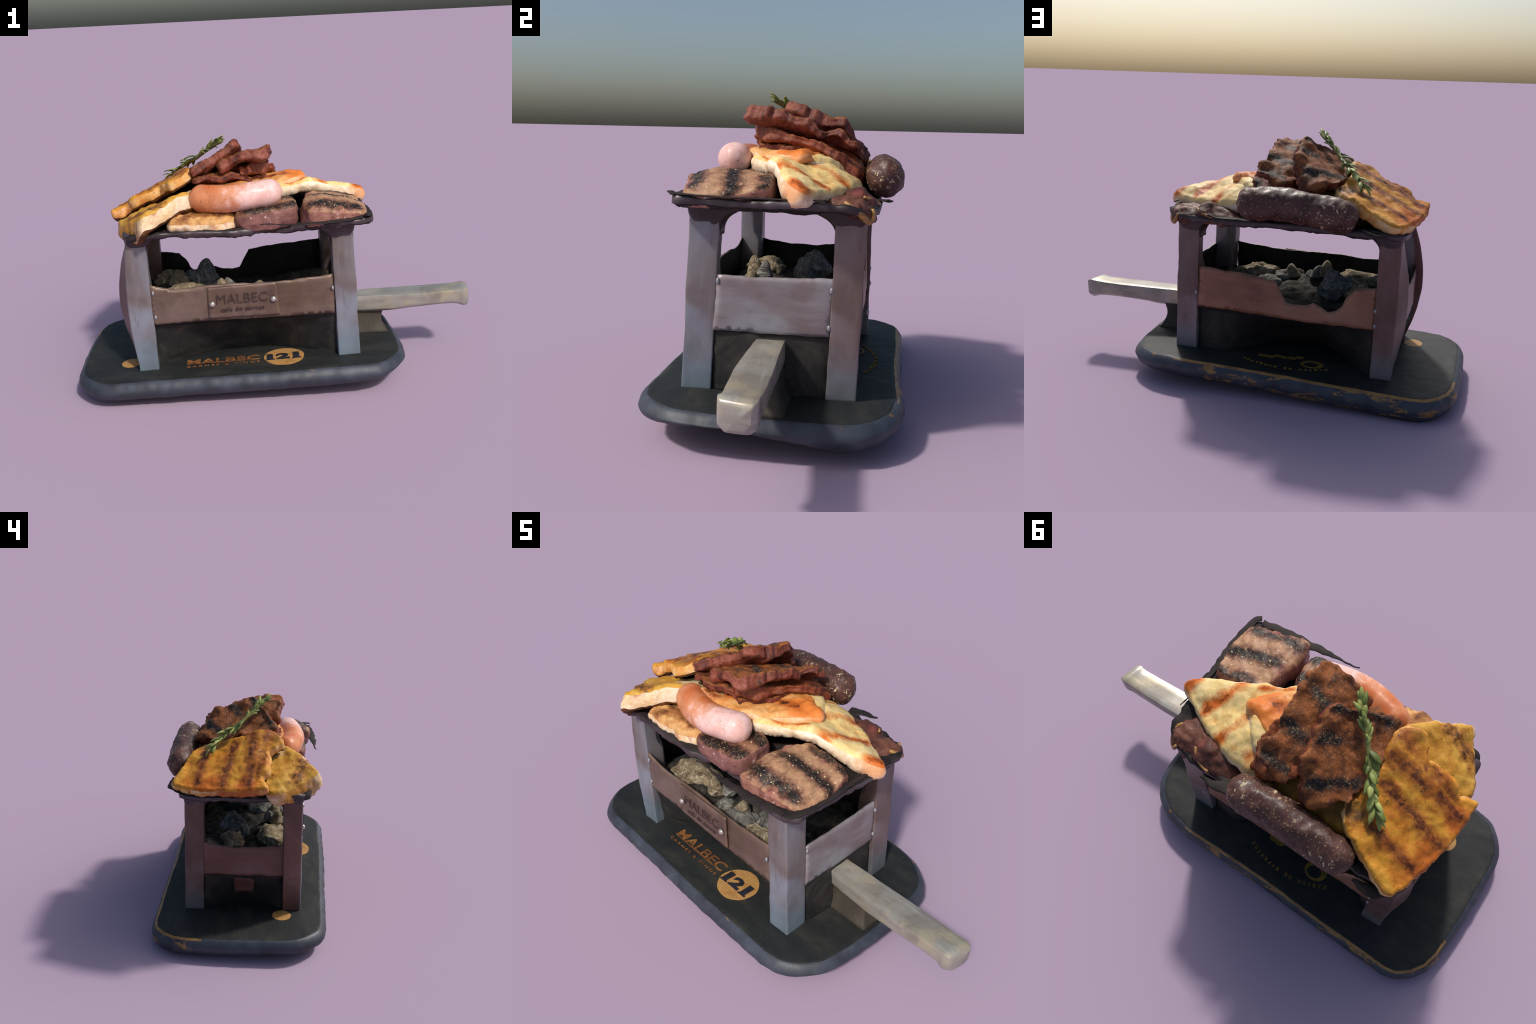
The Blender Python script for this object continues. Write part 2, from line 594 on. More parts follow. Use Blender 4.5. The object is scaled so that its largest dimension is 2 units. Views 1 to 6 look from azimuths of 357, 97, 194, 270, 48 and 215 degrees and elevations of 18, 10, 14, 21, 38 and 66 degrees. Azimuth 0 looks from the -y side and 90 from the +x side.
board = slab("wooden_board", [(x, y, board_z(x, y)) for x, y in [(x - 0.014 * max(0, x) / 0.6 + (0.004 if x < -0.8 else 0), y - (0.008 if y < -0.3 else 0)) for x, y in outline]], 0.086, [M_board, M_side, M_under, M_rim],
             inner=[(x, y, board_z(x, y)) for x in (-0.8, -0.6, -0.4, -0.2, 0.0, 0.2, 0.4) for y in (-0.36, -0.24, -0.12, 0.04, 0.2, 0.34)],
             res=0.014, rnd=0.008, rough=((0.0016, 6), (0.0010, 26)), seed=3, jag=0.003, bulge=0.019, rim=0.012, base=True)
for v in board.data.vertices:
    w = v.co + board.location
    k = max(0.0, min(1.0, (board_z(w.x, w.y) - 0.03 - w.z) / 0.05))
    if k > 0:
        w.z += k * under(w)
        v.co = w - board.location
_low = min(v.co.z for v in board.data.vertices) + board.location.z
for v in board.data.vertices:                     # the lowest spot touches the ground
    k = max(0.0, min(1.0, (0.05 - board.location.z - v.co.z) / 0.05))
    v.co.z -= _low * k
tag(board, "rounded black wooden serving board with worn golden edges", "serving board")

# lettering and marks on the board, a millimetre proud of the paint
M_gold = meat("bare_wood_lettering", [(0.28, (64, 46, 34)), (0.45, (112, 70, 40)), (0.7, (146, 102, 60))], (0, 0, 0), rough=0.6, coat=0, bump=0.2)
M_bare = meat("bare_wood_disc", [(0.3, (150, 108, 58)), (0.5, (176, 134, 80)), (0.72, (132, 90, 48))], (0, 0, 0), fibre=((2, 9, 1),), rough=0.6, coat=0, bump=0.2, scale=12)
M_dim = plain("faded_gold_print", (132, 104, 38), 0.7)
M_ink = plain("dark_burnt_ink", (34, 34, 42), 0.6)
M_engr = plain("engraved_shadow_metal", (62, 46, 44), 0.5)


def lettering(name, body, width, height, at, mat, parent, spin=0.0, bold=0.0, depth=0.0025, normal=None, thin_x=None, wobble=None):
    cu = bpy.data.curves.new(name, "FONT")
    cu.body = body
    cu.align_x = "LEFT"
    cu.offset = bold
    cu.extrude = 0.5
    cu.resolution_u = 3
    tmp = bpy.data.objects.new(name + "_tmp", cu)
    SCN.objects.link(tmp)
    bpy.context.view_layer.update()
    me = bpy.data.meshes.new_from_object(tmp.evaluated_get(bpy.context.evaluated_depsgraph_get()))
    bpy.data.objects.remove(tmp)
    V = np.array([v.co[:] for v in me.vertices])
    F = [tuple(p.vertices) for p in me.polygons]
    bpy.data.meshes.remove(me)
    bpy.data.curves.remove(cu)
    lo, hi = V.min(0), V.max(0)
    V = (V - lo) / (hi - lo)
    V = V * np.array([width, height, depth]) - np.array([0, 0, depth * 0.5])
    V = np.array([at(v) for v in V])
    return make(name, V, F, [mat], None, parent, smooth=False)


def on_board(x0, y0, spin=0.0):
    c, s = math.cos(spin), math.sin(spin)

    def f(v):
        x, y = x0 + c * v[0] - s * v[1], y0 + s * v[0] + c * v[1]
        return (x, y, board_z(x, y) + v[2] + 0.0018)
    return f


letters = empty("board_lettering", (-0.2, -0.28, board_z(-0.2, -0.28)), board)
sp = math.radians(-2.6)
# big serif-like word: slab capitals with small feet
lettering("word_lettering", "MALBEC", 0.352, 0.054, on_board(-0.468, -0.281, sp), M_gold, letters, bold=0.012)
for i, (wx, ww) in enumerate(((0.0, 0.095), (0.078, 0.06), (0.138, 0.045), (0.185, 0.055), (0.25, 0.05))):
    f = on_board(-0.468, -0.281, sp)
    V, Fc = [], []
    for z in (0.0008, 0.0014):
        for a, b in ((wx, 0), (wx + ww, 0), (wx + ww, 0.006), (wx, 0.006)):
            V.append(f((a, b, z)))
    make("letter_serif", V, [(3, 2, 1, 0), (4, 5, 6, 7), (0, 1, 5, 4), (1, 2, 6, 5), (2, 3, 7, 6), (3, 0, 4, 7)], [M_gold], None, letters, smooth=False)
lettering("small_lettering", "C A R N E S   &   V I N O S", 0.352, 0.015, on_board(-0.470, -0.314, sp), M_gold, letters, bold=0.012)


def disc(name, cx, cy, rx, ry, mat, parent, z=0.001, seed=1, k=40, ragged=0.03):
    V = []
    for h in (-0.004, z):
        for i in range(k):
            a = 2 * math.pi * i / k
            q = 1 + ragged * noise.noise(Vector((math.cos(a) * 2 + seed, math.sin(a) * 2, seed)))
            x, y = cx + rx * q * math.cos(a), cy + ry * q * math.sin(a)
            V.append((x, y, board_z(x, y) + h))
    F = [tuple(range(k, 2 * k)), tuple(range(k - 1, -1, -1))] + [(i, (i + 1) % k, k + (i + 1) % k, k + i) for i in range(k)]
    return make(name, V, F, [mat], None, parent, smooth=False)


badge = disc("round_badge", 0.003, -0.290, 0.098, 0.093, M_bare, board, 0.0022, 2)
for ch, x, w in (("1", -0.082, 0.030), ("2", -0.037, 0.066), ("1", 0.045, 0.030)):
    f0 = on_board(x, -0.321 - 0.045 * (x + 0.082) * 0.3, sp)
    lettering("badge_numeral", ch, w, 0.064, lambda v, f0=f0: tuple(np.array(f0(v)) + (0, 0, 0.0018)), M_ink, badge, bold=0.05)
for x, y in ((-0.082, -0.323), (0.045, -0.328)):
    for yy in (0.0,):
        V = []
        for z in (0.0025, 0.0042):
            for a, b in ((x - 0.006, y), (x + 0.038, y), (x + 0.038, y + 0.008), (x - 0.006, y + 0.008)):
                V.append((a, b, board_z(a, b) + z))
        make("numeral_foot", V, [(3, 2, 1, 0), (4, 5, 6, 7), (0, 1, 5, 4), (1, 2, 6, 5), (2, 3, 7, 6), (3, 0, 4, 7)], [M_ink], None, badge, smooth=False)
disc("bare_wood_spot", -0.742, -0.195, 0.047, 0.05, M_bare, board, 0.0015, 5)
# faded emblem and curved words on the far half
words = "PASION DE EXPERTOS"
arc_c, arc_r = (-0.178, -0.08), 0.425
for i, ch in enumerate(words):
    if ch == " ":
        continue
    a = math.radians(90 + 28.5 - 57 * (i + 0.5) / len(words))
    x, y = arc_c[0] + arc_r * math.cos(a), arc_c[1] + arc_r * math.sin(a)
    t = a - math.pi / 2
    wch = 0.006 if ch == "I" else 0.015
    lettering("arc_letter", ch, wch, 0.017, on_board(x - wch / 2 * math.cos(t), y - wch / 2 * math.sin(t), t), M_dim, board, bold=0.02)
disc("emblem_disc", -0.30, 0.262, 0.055, 0.045, M_dim, board, 0.0010, 8)
disc("emblem_disc_centre", -0.295, 0.27, 0.035, 0.028, M_board, board, 0.0020, 9)
for i in range(6):
    disc("emblem_blot", -0.05 - 0.035 * i, 0.235 - 0.006 * i + 0.01 * math.sin(i * 2.2), 0.024, 0.015, M_dim, board, 0.0010, 20 + i, 16, 0.4)

# ------------------------------------------------------------------ grill frame
grill = empty("tabletop_grill", (-0.16, 0.0, 0.145))
tag(grill, "small steel charcoal grill on four square legs", "tabletop grill")

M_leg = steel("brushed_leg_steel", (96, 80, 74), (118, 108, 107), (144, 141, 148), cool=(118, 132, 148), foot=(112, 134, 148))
M_front = steel("warm_front_steel", (82, 62, 52), (102, 80, 69), (120, 99, 88), stretch=(1.2, 6, 6), cool=(112, 96, 92), warm=(92, 72, 56))  # brown reflection on this panel is mixed into its base colours
M_right = steel("cool_panel_steel", (112, 96, 94), (130, 118, 120), (148, 144, 148), stretch=(6, 1.2, 6), cool=(134, 140, 148))
M_back = steel("copper_tinted_steel", (108, 70, 54), (130, 88, 68), (146, 108, 86), stretch=(1.2, 6, 6))
M_left = steel("ruddy_panel_steel", (84, 54, 47), (98, 66, 59), (110, 82, 76), stretch=(6, 1.2, 6))  # red-brown darkened to match the left side lying away from the sun
M_legdark = steel("ruddy_leg_steel", (80, 56, 48), (96, 72, 66), (114, 94, 90), foot=(112, 118, 122))  # this and the next: leg colour browned down for the shadow side
M_legmid = steel("shade_darkened_leg_steel", (88, 66, 60), (106, 88, 84), (128, 116, 118), foot=(116, 126, 134))
M_handle = steel("handle_steel", (132, 125, 115), (162, 157, 147), (190, 184, 168), stretch=(0.8, 5, 5), rough=0.32, metallic=0.35, cool=(140, 142, 140), warm=(178, 168, 142))
M_soot = plain("soot_blackened_steel", (30, 28, 26), 0.8, 0.2, var=0.35, scale=8)
M_rivet = plain("polished_rivet", (196, 188, 180), 0.22, 0.6, 0.7, 0.1)
M_weld = plain("weld_bead", (150, 150, 154), 0.35, 0.5, 0.5, 0.2)


def leg(bottom, top, inner, seed=1, mats=None, swell=(0, 0)):
    """tapering square tube: bottom and top = (x0, x1, y0, y1, z); above the box its inner corner (signs sx, sy) is burnt away"""
    secs = []
    sx, sy = inner
    for t in np.linspace(0, 1, 34):
        x0, x1, y0, y1, z = np.array(bottom) * (1 - t) + np.array(top) * t
        k = min(1, max(0, (z - 0.54) / 0.06))
        cut = 0.012 + 0.026 * k * k * (3 - 2 * k)
        cs = []
        warp = math.sin(math.pi * min(1, max(0, (t - 0.06) / 0.90))) ** 0.9
        for x, y in ((x0, y0), (x1, y0), (x1, y1), (x0, y1)):
            if x == x0:                   # heat-warped outer side
                x = x0 - warp * (swell[0] if y == y0 else swell[1])
            if (x == x1) == (sx > 0) and (y == y1) == (sy > 0):
                p, q = (x - sx * cut, y, z), (x, y - sy * cut, z)
                # keep the ring turning the same way
                cs += [q, p] if (sx > 0) == (sy > 0) else [p, q]
            else:
                cs.append((x, y, z))
        secs.append(rounded(cs, 0.005, 4, 5))
    k = len(secs[0])
    mid = secs[len(secs) // 2]
    lx = np.array([(mid[i][0] + mid[(i + 1) % k][0]) / 2 for i in range(k)])
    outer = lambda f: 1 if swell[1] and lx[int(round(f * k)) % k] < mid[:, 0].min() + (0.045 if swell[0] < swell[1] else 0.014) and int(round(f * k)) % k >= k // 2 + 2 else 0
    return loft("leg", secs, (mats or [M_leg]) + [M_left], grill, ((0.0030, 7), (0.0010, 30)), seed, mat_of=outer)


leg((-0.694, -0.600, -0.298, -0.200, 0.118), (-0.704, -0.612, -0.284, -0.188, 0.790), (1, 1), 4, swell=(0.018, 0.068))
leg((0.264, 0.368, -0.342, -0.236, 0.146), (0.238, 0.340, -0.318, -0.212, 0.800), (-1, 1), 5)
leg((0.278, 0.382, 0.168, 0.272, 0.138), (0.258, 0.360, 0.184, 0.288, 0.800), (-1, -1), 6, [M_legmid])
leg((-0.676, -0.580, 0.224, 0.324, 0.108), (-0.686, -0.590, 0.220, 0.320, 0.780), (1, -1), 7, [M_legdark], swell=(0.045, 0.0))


def rect_panel(name, pts, mats, thick=0.012, up=(0, -1, 0), seed=1, res=0.016, jag=0.003):
    return slab(name, pts, thick, mats, res=res, rnd=0.003, rough=((0.003, 5), (0.001, 22)), seed=seed, parent=grill, curve=False, jag=jag, up=up)


# front panel with a slightly ragged top edge
rect_panel("front_panel", [(-0.612, -0.294, 0.362), (-0.35, -0.304, 0.368), (0.0, -0.318, 0.369), (0.250, -0.329, 0.371), (0.246, -0.318, 0.566), (0.18, -0.316, 0.556),
                           (0.10, -0.313, 0.550), (0.0, -0.309, 0.541), (-0.18, -0.302, 0.543), (-0.34, -0.297, 0.541), (-0.43, -0.294, 0.533), (-0.50, -0.291, 0.532), (-0.55, -0.289, 0.544), (-0.612, -0.287, 0.558)],
           [M_front, M_front, M_soot], up=(0, -1, 0), seed=2)
rect_panel("side_panel", [(0.366, -0.232, 0.373), (0.369, 0.0, 0.371), (0.371, 0.172, 0.369), (0.357, 0.187, 0.568), (0.355, 0.05, 0.566), (0.352, -0.1, 0.562), (0.350, -0.218, 0.566)],
           [M_right, M_right, M_soot], up=(1, 0, 0), seed=3)
# back panel: its top edge is burnt and broken away in a deep bite
rect_panel("back_panel", [(0.272, 0.276, 0.364), (0.08, 0.284, 0.359), (-0.225, 0.297, 0.347), (-0.586, 0.310, 0.345), (-0.592, 0.306, 0.541), (-0.49, 0.303, 0.527), (-0.454, 0.302, 0.490),
                          (-0.432, 0.302, 0.440), (-0.405, 0.302, 0.416), (-0.37, 0.301, 0.405), (-0.335, 0.300, 0.425), (-0.30, 0.298, 0.440), (-0.26, 0.297, 0.426), (-0.21, 0.295, 0.421), (-0.17, 0.294, 0.430),
                          (-0.140, 0.292, 0.480), (-0.115, 0.290, 0.526), (-0.03, 0.288, 0.540), (0.1, 0.284, 0.551), (0.18, 0.281, 0.558), (0.268, 0.279, 0.566)],
           [M_back, M_back, M_soot], up=(0, 1, 0), seed=4)
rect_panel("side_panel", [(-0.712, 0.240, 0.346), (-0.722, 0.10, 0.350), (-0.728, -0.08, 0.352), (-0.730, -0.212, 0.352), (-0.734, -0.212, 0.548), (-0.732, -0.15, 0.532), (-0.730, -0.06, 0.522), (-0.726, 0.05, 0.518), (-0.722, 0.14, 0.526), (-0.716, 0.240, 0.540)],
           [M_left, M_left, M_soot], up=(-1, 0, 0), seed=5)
# sooty floor of the fire box; below it dark walls sag from leg to leg down to the board
slab("fire_box_floor", [(-0.675, -0.268, 0.362), (0.340, -0.295, 0.374), (0.340, 0.268, 0.368), (-0.675, 0.296, 0.356)], 0.022, [M_soot], res=0.05, rnd=0.003, parent=grill, curve=False)
M_wall = Mat("dark_underbox_surface", 0.7, 0.25)
_n = M_wall.noise(6, 6, 0.7, dist=0.8)
M_wall = M_wall.done(M_wall.ramp(_n, [(0.3, lin(26, 27, 28)), (0.52, lin(42, 41, 40)), (0.75, lin(70, 63, 54))]), _n, 0.3, 0.006)
secs = []
belly = lambda u, p=0.8: math.sin(math.pi * min(1, max(0, u))) ** p
for t in np.linspace(0, 1, 16):
    down = (1 - t) ** 0.75
    ring = []
    side = lambda n: np.linspace(0, 1, n, endpoint=False)
    out = lambda u, w: 1 - (1 - min(1, min(u, 1 - u) / w)) ** 2       # starts inside a leg, reaches the panel's plane beside it
    for u in side(30):      # front, left to right
        ring.append((-0.645 + 0.955 * u, -0.240 - 0.032 * u - 0.042 * out(u, 0.07) + (0.018 + 0.130 * down) * belly(1.12 * u - 0.03, 0.6) + 0.05 * belly(1.6 * u - 0.3, 1.5)))
    for u in side(18):      # right: drawn out towards the handle
        ring.append((0.310 + 0.044 * out(u, 0.12) + 0.030 * belly(u) * down, -0.270 + 0.490 * u))
    for u in side(30):      # back, right to left
        ring.append((0.312 - 0.942 * u, 0.220 + 0.040 * u + 0.034 * out(u, 0.07) - (0.060 + 0.290 * down) * belly(1.3 * u - 0.22, 1.3)))
    for u in side(18):      # left: the board runs in under the box
        ring.append((-0.632 - 0.086 * out(u, 0.12) - 0.014 * belly(u) + 0.145 * down * belly(u, 0.8), 0.262 - 0.500 * u))
    secs.append([(x, y, (board_z(x, y) - 0.008) * (1 - t) + t * (0.366 + 0.022 * x)) for x, y in ring])
loft("dark_underbox_wall", secs, [M_wall], grill, ((0.008, 6), (0.004, 18)), 3)

# name plate with two rivets
plate = slab("name_plate", [(-0.345, -0.315, 0.381), (-0.010, -0.331, 0.387), (-0.022, -0.323, 0.545), (-0.345, -0.308, 0.532)], 0.013, [M_front], res=0.012, rnd=0.003,
             rough=((0.0015, 9),), seed=8, parent=grill, curve=False, up=(0, -1, 0), jag=0.0012)


def on_plate(x0, z0):
    def f(v):
        x, z = x0 + v[0], z0 + v[1] + 0.022 * v[0]
        y = -0.3165 - 0.0455 * (x + 0.345) - (0.46 - z) * 0.045
        return (x, y - v[2] - 0.0006, z)
    return f


lettering("plate_lettering", "MALBEC", 0.236, 0.044, on_plate(-0.304, 0.455), M_engr, plate, bold=-0.012, depth=0.003)
lettering("plate_lettering", "cafe de carnes", 0.205, 0.019, on_plate(-0.287, 0.417), M_engr, plate, bold=0.008, depth=0.003)
for x, y, z in ((-0.325, -0.3215, 0.455), (-0.039, -0.3345, 0.466)):
    V, F = [], []
    k, rings = 16, 6
    for i in range(rings + 1):
        a = math.pi / 2 * i / rings
        for j in range(k):
            b = 2 * math.pi * j / k
            V.append((x + 0.0145 * math.cos(a) * math.cos(b), y - 0.012 * math.sin(a) + 0.004, z + 0.0145 * math.cos(a) * math.sin(b)))
    F = [(i * k + j, i * k + (j + 1) % k, (i + 1) * k + (j + 1) % k, (i + 1) * k + j) for i in range(rings) for j in range(k)]
    make("rivet", V, F, [M_rivet], None, plate)
# weld beads where panels meet legs
for x, y, z in ((0.366, 0.176, 0.53), (0.369, 0.171, 0.40), (-0.597, -0.292, 0.52), (-0.594, -0.294, 0.40), (0.352, -0.216, 0.545), (-0.588, 0.322, 0.37), (-0.588, 0.320, 0.44), (0.268, 0.300, 0.44), (0.240, -0.330, 0.50)):
    bm = bmesh.new()
    bmesh.ops.create_icosphere(bm, subdivisions=2, radius=0.007)
    V = [(x + v.co.x, y + v.co.y, z + v.co.z * 1.7) for v in bm.verts]
    F = [tuple(v.index for v in f.verts) for f in bm.faces]
    bm.free()
    make("weld_bead", V, F, [M_weld], None, grill)

# handle bar: runs under the fire box and sticks out on the right
stations = [(0.25, -0.074, 0.028, 0.258, 0.342), (0.36, -0.078, 0.023, 0.262, 0.348), (0.45, -0.084, 0.022, 0.260, 0.352), (0.57, -0.094, 0.021, 0.262, 0.352), (0.66, -0.100, 0.021, 0.270, 0.351), (0.76, -0.100, 0.021, 0.274, 0.352),
            (0.86, -0.098, 0.018, 0.276, 0.353), (0.92, -0.097, 0.013, 0.272, 0.355), (0.955, -0.103, 0.014, 0.262, 0.360), (0.978, -0.096, 0.007, 0.266, 0.354), (0.986, -0.086, -0.004, 0.278, 0.343)]
ST = catmull(stations, 6)
secs = []
for x, y0, y1, z0, z1 in ST:
    sk = 0.012 * max(0, (x - 0.7) / 0.28)           # the end is cut on the skew
    r = rounded([(x - sk * 0.6, y0, z1), (x - sk * 0.6, y0, z0 + 0.016), (x, y0 + 0.02, z0), (x + sk * .8, y1 - 0.02, z0), (x + sk, y1, z0 + 0.016), (x + sk, y1, z1)], 0.005, 3, 2)
    secs.append(r[::-1])
loft("handle", secs, [M_handle], grill, ((0.0022, 9), (0.0008, 30)), 6, sharp=40)
# dark end of the handle bar, seen under the left panel
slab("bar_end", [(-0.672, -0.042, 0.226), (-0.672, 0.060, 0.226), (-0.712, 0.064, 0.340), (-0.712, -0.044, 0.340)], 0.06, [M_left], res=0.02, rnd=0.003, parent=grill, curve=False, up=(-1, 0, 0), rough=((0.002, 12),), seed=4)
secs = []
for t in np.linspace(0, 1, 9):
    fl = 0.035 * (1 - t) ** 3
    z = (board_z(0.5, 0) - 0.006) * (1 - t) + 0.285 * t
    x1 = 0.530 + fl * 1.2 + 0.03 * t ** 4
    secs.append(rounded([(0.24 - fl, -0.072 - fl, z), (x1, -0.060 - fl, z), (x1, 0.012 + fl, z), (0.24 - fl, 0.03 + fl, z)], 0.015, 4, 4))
loft("under_handle_membrane", secs, [plain("dark_brown_membrane", (54, 49, 41), 0.7, var=0.35, scale=9)], grill, ((0.005, 10),), 9)

# ------------------------------------------------------------------ charcoal
M_coal_d = Mat("black_charcoal", 0.8, 0.2)
_v = M_coal_d.noise(14, 7, 0.75, dist=0.5)
M_coal_d = M_coal_d.done(M_coal_d.ramp(_v, [(0.3, lin(26, 25, 24)), (0.52, lin(56, 53, 48)), (0.75, lin(112, 104, 92))]), _v, 0.8, 0.01)


def ash(name, a, b, c):
    """flaking ash over charcoal: pale crust, dark shading between flakes painted along a folded noise"""
    M = Mat(name, 0.85, 0.2)
    v = M.noise(11, 8, 0.74, dist=1.4)
    col = M.ramp(v, [(0.32, lin(*a)), (0.48, lin(*b)), (0.66, lin(*c))])
    fold = M.math("ABSOLUTE", M.math("SUBTRACT", M.noise(13, 5, 0.6, dist=1.0), 0.5))
    col = M.mix(M.step(fold, 0.022, 0.0, 0, 0.55), col, lin(52, 46, 40))
    col = M.mix(M.step(M.noise(6, 6, 0.7, dist=0.8), 0.54, 0.64, 0, 0.92), col, lin(36, 33, 31))
    return M.done(col, M.math("ADD", v, M.math("MULTIPLY", M.step(fold, 0.0, 0.06), 0.3)), 0.8, 0.014)


M_ash_tan = ash("tan_ash_crust", (66, 55, 43), (148, 132, 106), (216, 204, 178))
M_ash_grey = ash("grey_ash_crust", (48, 47, 46), (116, 114, 108), (190, 186, 174))
M_ash_blue = ash("blue_grey_charcoal", (44, 45, 48), (98, 101, 104), (156, 154, 146))

slab("ember_bed", [(-0.665, -0.262, 0.415), (-0.3, -0.268, 0.430), (0.0, -0.276, 0.43), (0.33, -0.280, 0.43), (0.335, 0.0, 0.41), (0.338, 0.262, 0.40), (0.0, 0.275, 0.385), (-0.3, 0.284, 0.375), (-0.665, 0.290, 0.395), (-0.67, 0.0, 0.40)],
     0.03, [M_coal_d], inner=[(-0.45, -0.1, 0.445), (-0.2, -0.16, 0.445), (0.1, -0.05, 0.405), (0.2, -0.18, 0.42), (0.15, 0.12, 0.405), (-0.25, 0.12, 0.378), (0, 0.12, 0.385), (-0.5, 0.1, 0.395)], res=0.013, rough=((0.016, 9), (0.008, 30)), seed=5, parent=grill, curve=False)

lumps = [  # x, y, z, sx, sy, sz, turn, material, seed
    (-0.360, 0.055, 0.452, 0.080, 0.055, 0.078, 0.3, M_ash_blue, 3),
    (-0.445, -0.145, 0.448, 0.115, 0.085, 0.050, 0.2, M_ash_tan, 4),
    (-0.20, -0.19, 0.412, 0.085, 0.050, 0.048, 1.0, M_ash_grey, 7),
    (-0.09, -0.20, 0.414, 0.100, 0.060, 0.048, 0.4, M_ash_grey, 8),
    (0.02, -0.10, 0.395, 0.110, 0.070, 0.045, 1.3, M_ash_grey, 9),
    (0.10, -0.21, 0.432, 0.100, 0.055, 0.048, 0.1, M_ash_tan, 10),
    (0.15, 0.08, 0.410, 0.150, 0.070, 0.042, 0.3, M_coal_d, 12),
    (0.24, -0.12, 0.405, 0.070, 0.110, 0.048, 0.2, M_coal_d, 13),
    (-0.57, 0.02, 0.392, 0.075, 0.085, 0.042, 0.5, M_coal_d, 15),
    (-0.54, 0.20, 0.400, 0.080, 0.055, 0.060, 0.2, M_ash_tan, 16),
    (-0.47, 0.08, 0.432, 0.060, 0.060, 0.055, 0.9, M_ash_tan, 19),
    (-0.355, 0.060, 0.520, 0.026, 0.024, 0.022, 0.2, M_ash_blue, 24),
]
coals = empty("charcoal", (-0.16, 0, 0.45), grill)
for (x, y, z, sx, sy, sz, tw, mat, sd) in lumps:
    bm = bmesh.new()
    bmesh.ops.create_icosphere(bm, subdivisions=4, radius=1.0)
    V = []
    for v in bm.verts:
        p = v.co
        q = Vector((p.x, p.y, p.z))
        # angular lump: facets from quantised directions plus noise
        f = 1 + 0.42 * noise.noise(q * 1.2 + Vector((sd, 0, 0))) + 0.22 * noise.noise(q * 3.1 + Vector((0, sd, 0))) + 0.05 * noise.noise(q * 8 + Vector((0, 0, sd)))
        cell = noise.cell_vector(q * 1.1 + Vector((sd * 3.3, 0, 0)))
        f *= 0.97 + 0.06 * cell.x
        a, b, c = q.x * f * sx, q.y * f * sy, q.z * f * sz
        V.append((x + a * math.cos(tw) - b * math.sin(tw), y + a * math.sin(tw) + b * math.cos(tw), z + c))
    F = [tuple(v.index for v in f.verts) for f in bm.faces]
    bm.free()
    make("charcoal_lump", V, F, [mat], None, coals)


def spike(x, y, z, h, r, mat, sd, lean=(0, 0)):
    secs = []
    for t in np.linspace(0, 1, 12):
        rad = r * (1 - t) ** 0.6 + 0.006
        secs.append([(x + lean[0] * t + rad * math.cos(a) * (1 + .25 * noise.noise(Vector((math.cos(a), math.sin(a), sd + t * 2)))), y + lean[1] * t + rad * math.sin(a), z + h * t) for a in np.linspace(0, 2 * math.pi, 14, endpoint=False)])
    loft("ash_flake", secs, [mat], coals, ((0.004, 25),), sd)


spike(-0.268, -0.165, 0.455, 0.075, 0.035, M_ash_tan, 2, (-0.006, -0.01))
spike(-0.225, -0.125, 0.455, 0.06, 0.03, M_ash_grey, 3, (-0.02, 0.0))
spike(-0.355, 0.10, 0.47, 0.085, 0.05, M_ash_blue, 4, (0.014, -0.02))
spike(-0.10, -0.16, 0.44, 0.06, 0.035, M_ash_tan, 5, (0.01, 0.0))

# ------------------------------------------------------------------ grate
M_grate = plain("greasy_black_grate", (42, 36, 35), 0.72, 0.25, var=0.35, scale=9)
M_grate_s = steel("burnt_grate_edge", (46, 36, 36), (62, 50, 52), (82, 72, 78), edge=0.2)
grate = slab("grate", [(-0.700, -0.305, 0.806), (-0.66, -0.333, 0.818), (-0.55, -0.343, 0.826), (-0.35, -0.345, 0.822), (-0.20, -0.335, 0.812), (-0.10, -0.30, 0.806), (0.05, -0.30, 0.806), (0.16, -0.345, 0.822), (0.27, -0.378, 0.836), (0.375, -0.375, 0.842),
                       (0.415, -0.345, 0.844), (0.426, -0.28, 0.842), (0.432, -0.15, 0.838), (0.440, 0.05, 0.836), (0.425, 0.20, 0.830), (0.39, 0.285, 0.816), (0.25, 0.325, 0.812), (0.0, 0.335, 0.815), (-0.3, 0.345, 0.814), (-0.55, 0.355, 0.806), (-0.66, 0.352, 0.803), (-0.705, 0.315, 0.800),
                       (-0.715, 0.22, 0.797), (-0.712, 0.0, 0.796), (-0.712, -0.2, 0.797)], 0.034, [M_grate, M_grate_s, M_grate],
             inner=[(-0.4, -0.1, 0.80), (0, 0, 0.80), (0.25, 0.0, 0.81), (-0.4, 0.2, 0.80), (0.25, -0.2, 0.815), (0, 0.2, 0.80)], res=0.017, rnd=0.006, rough=((0.009, 10), (0.004, 28)), seed=12, parent=grill, jag=0.011)


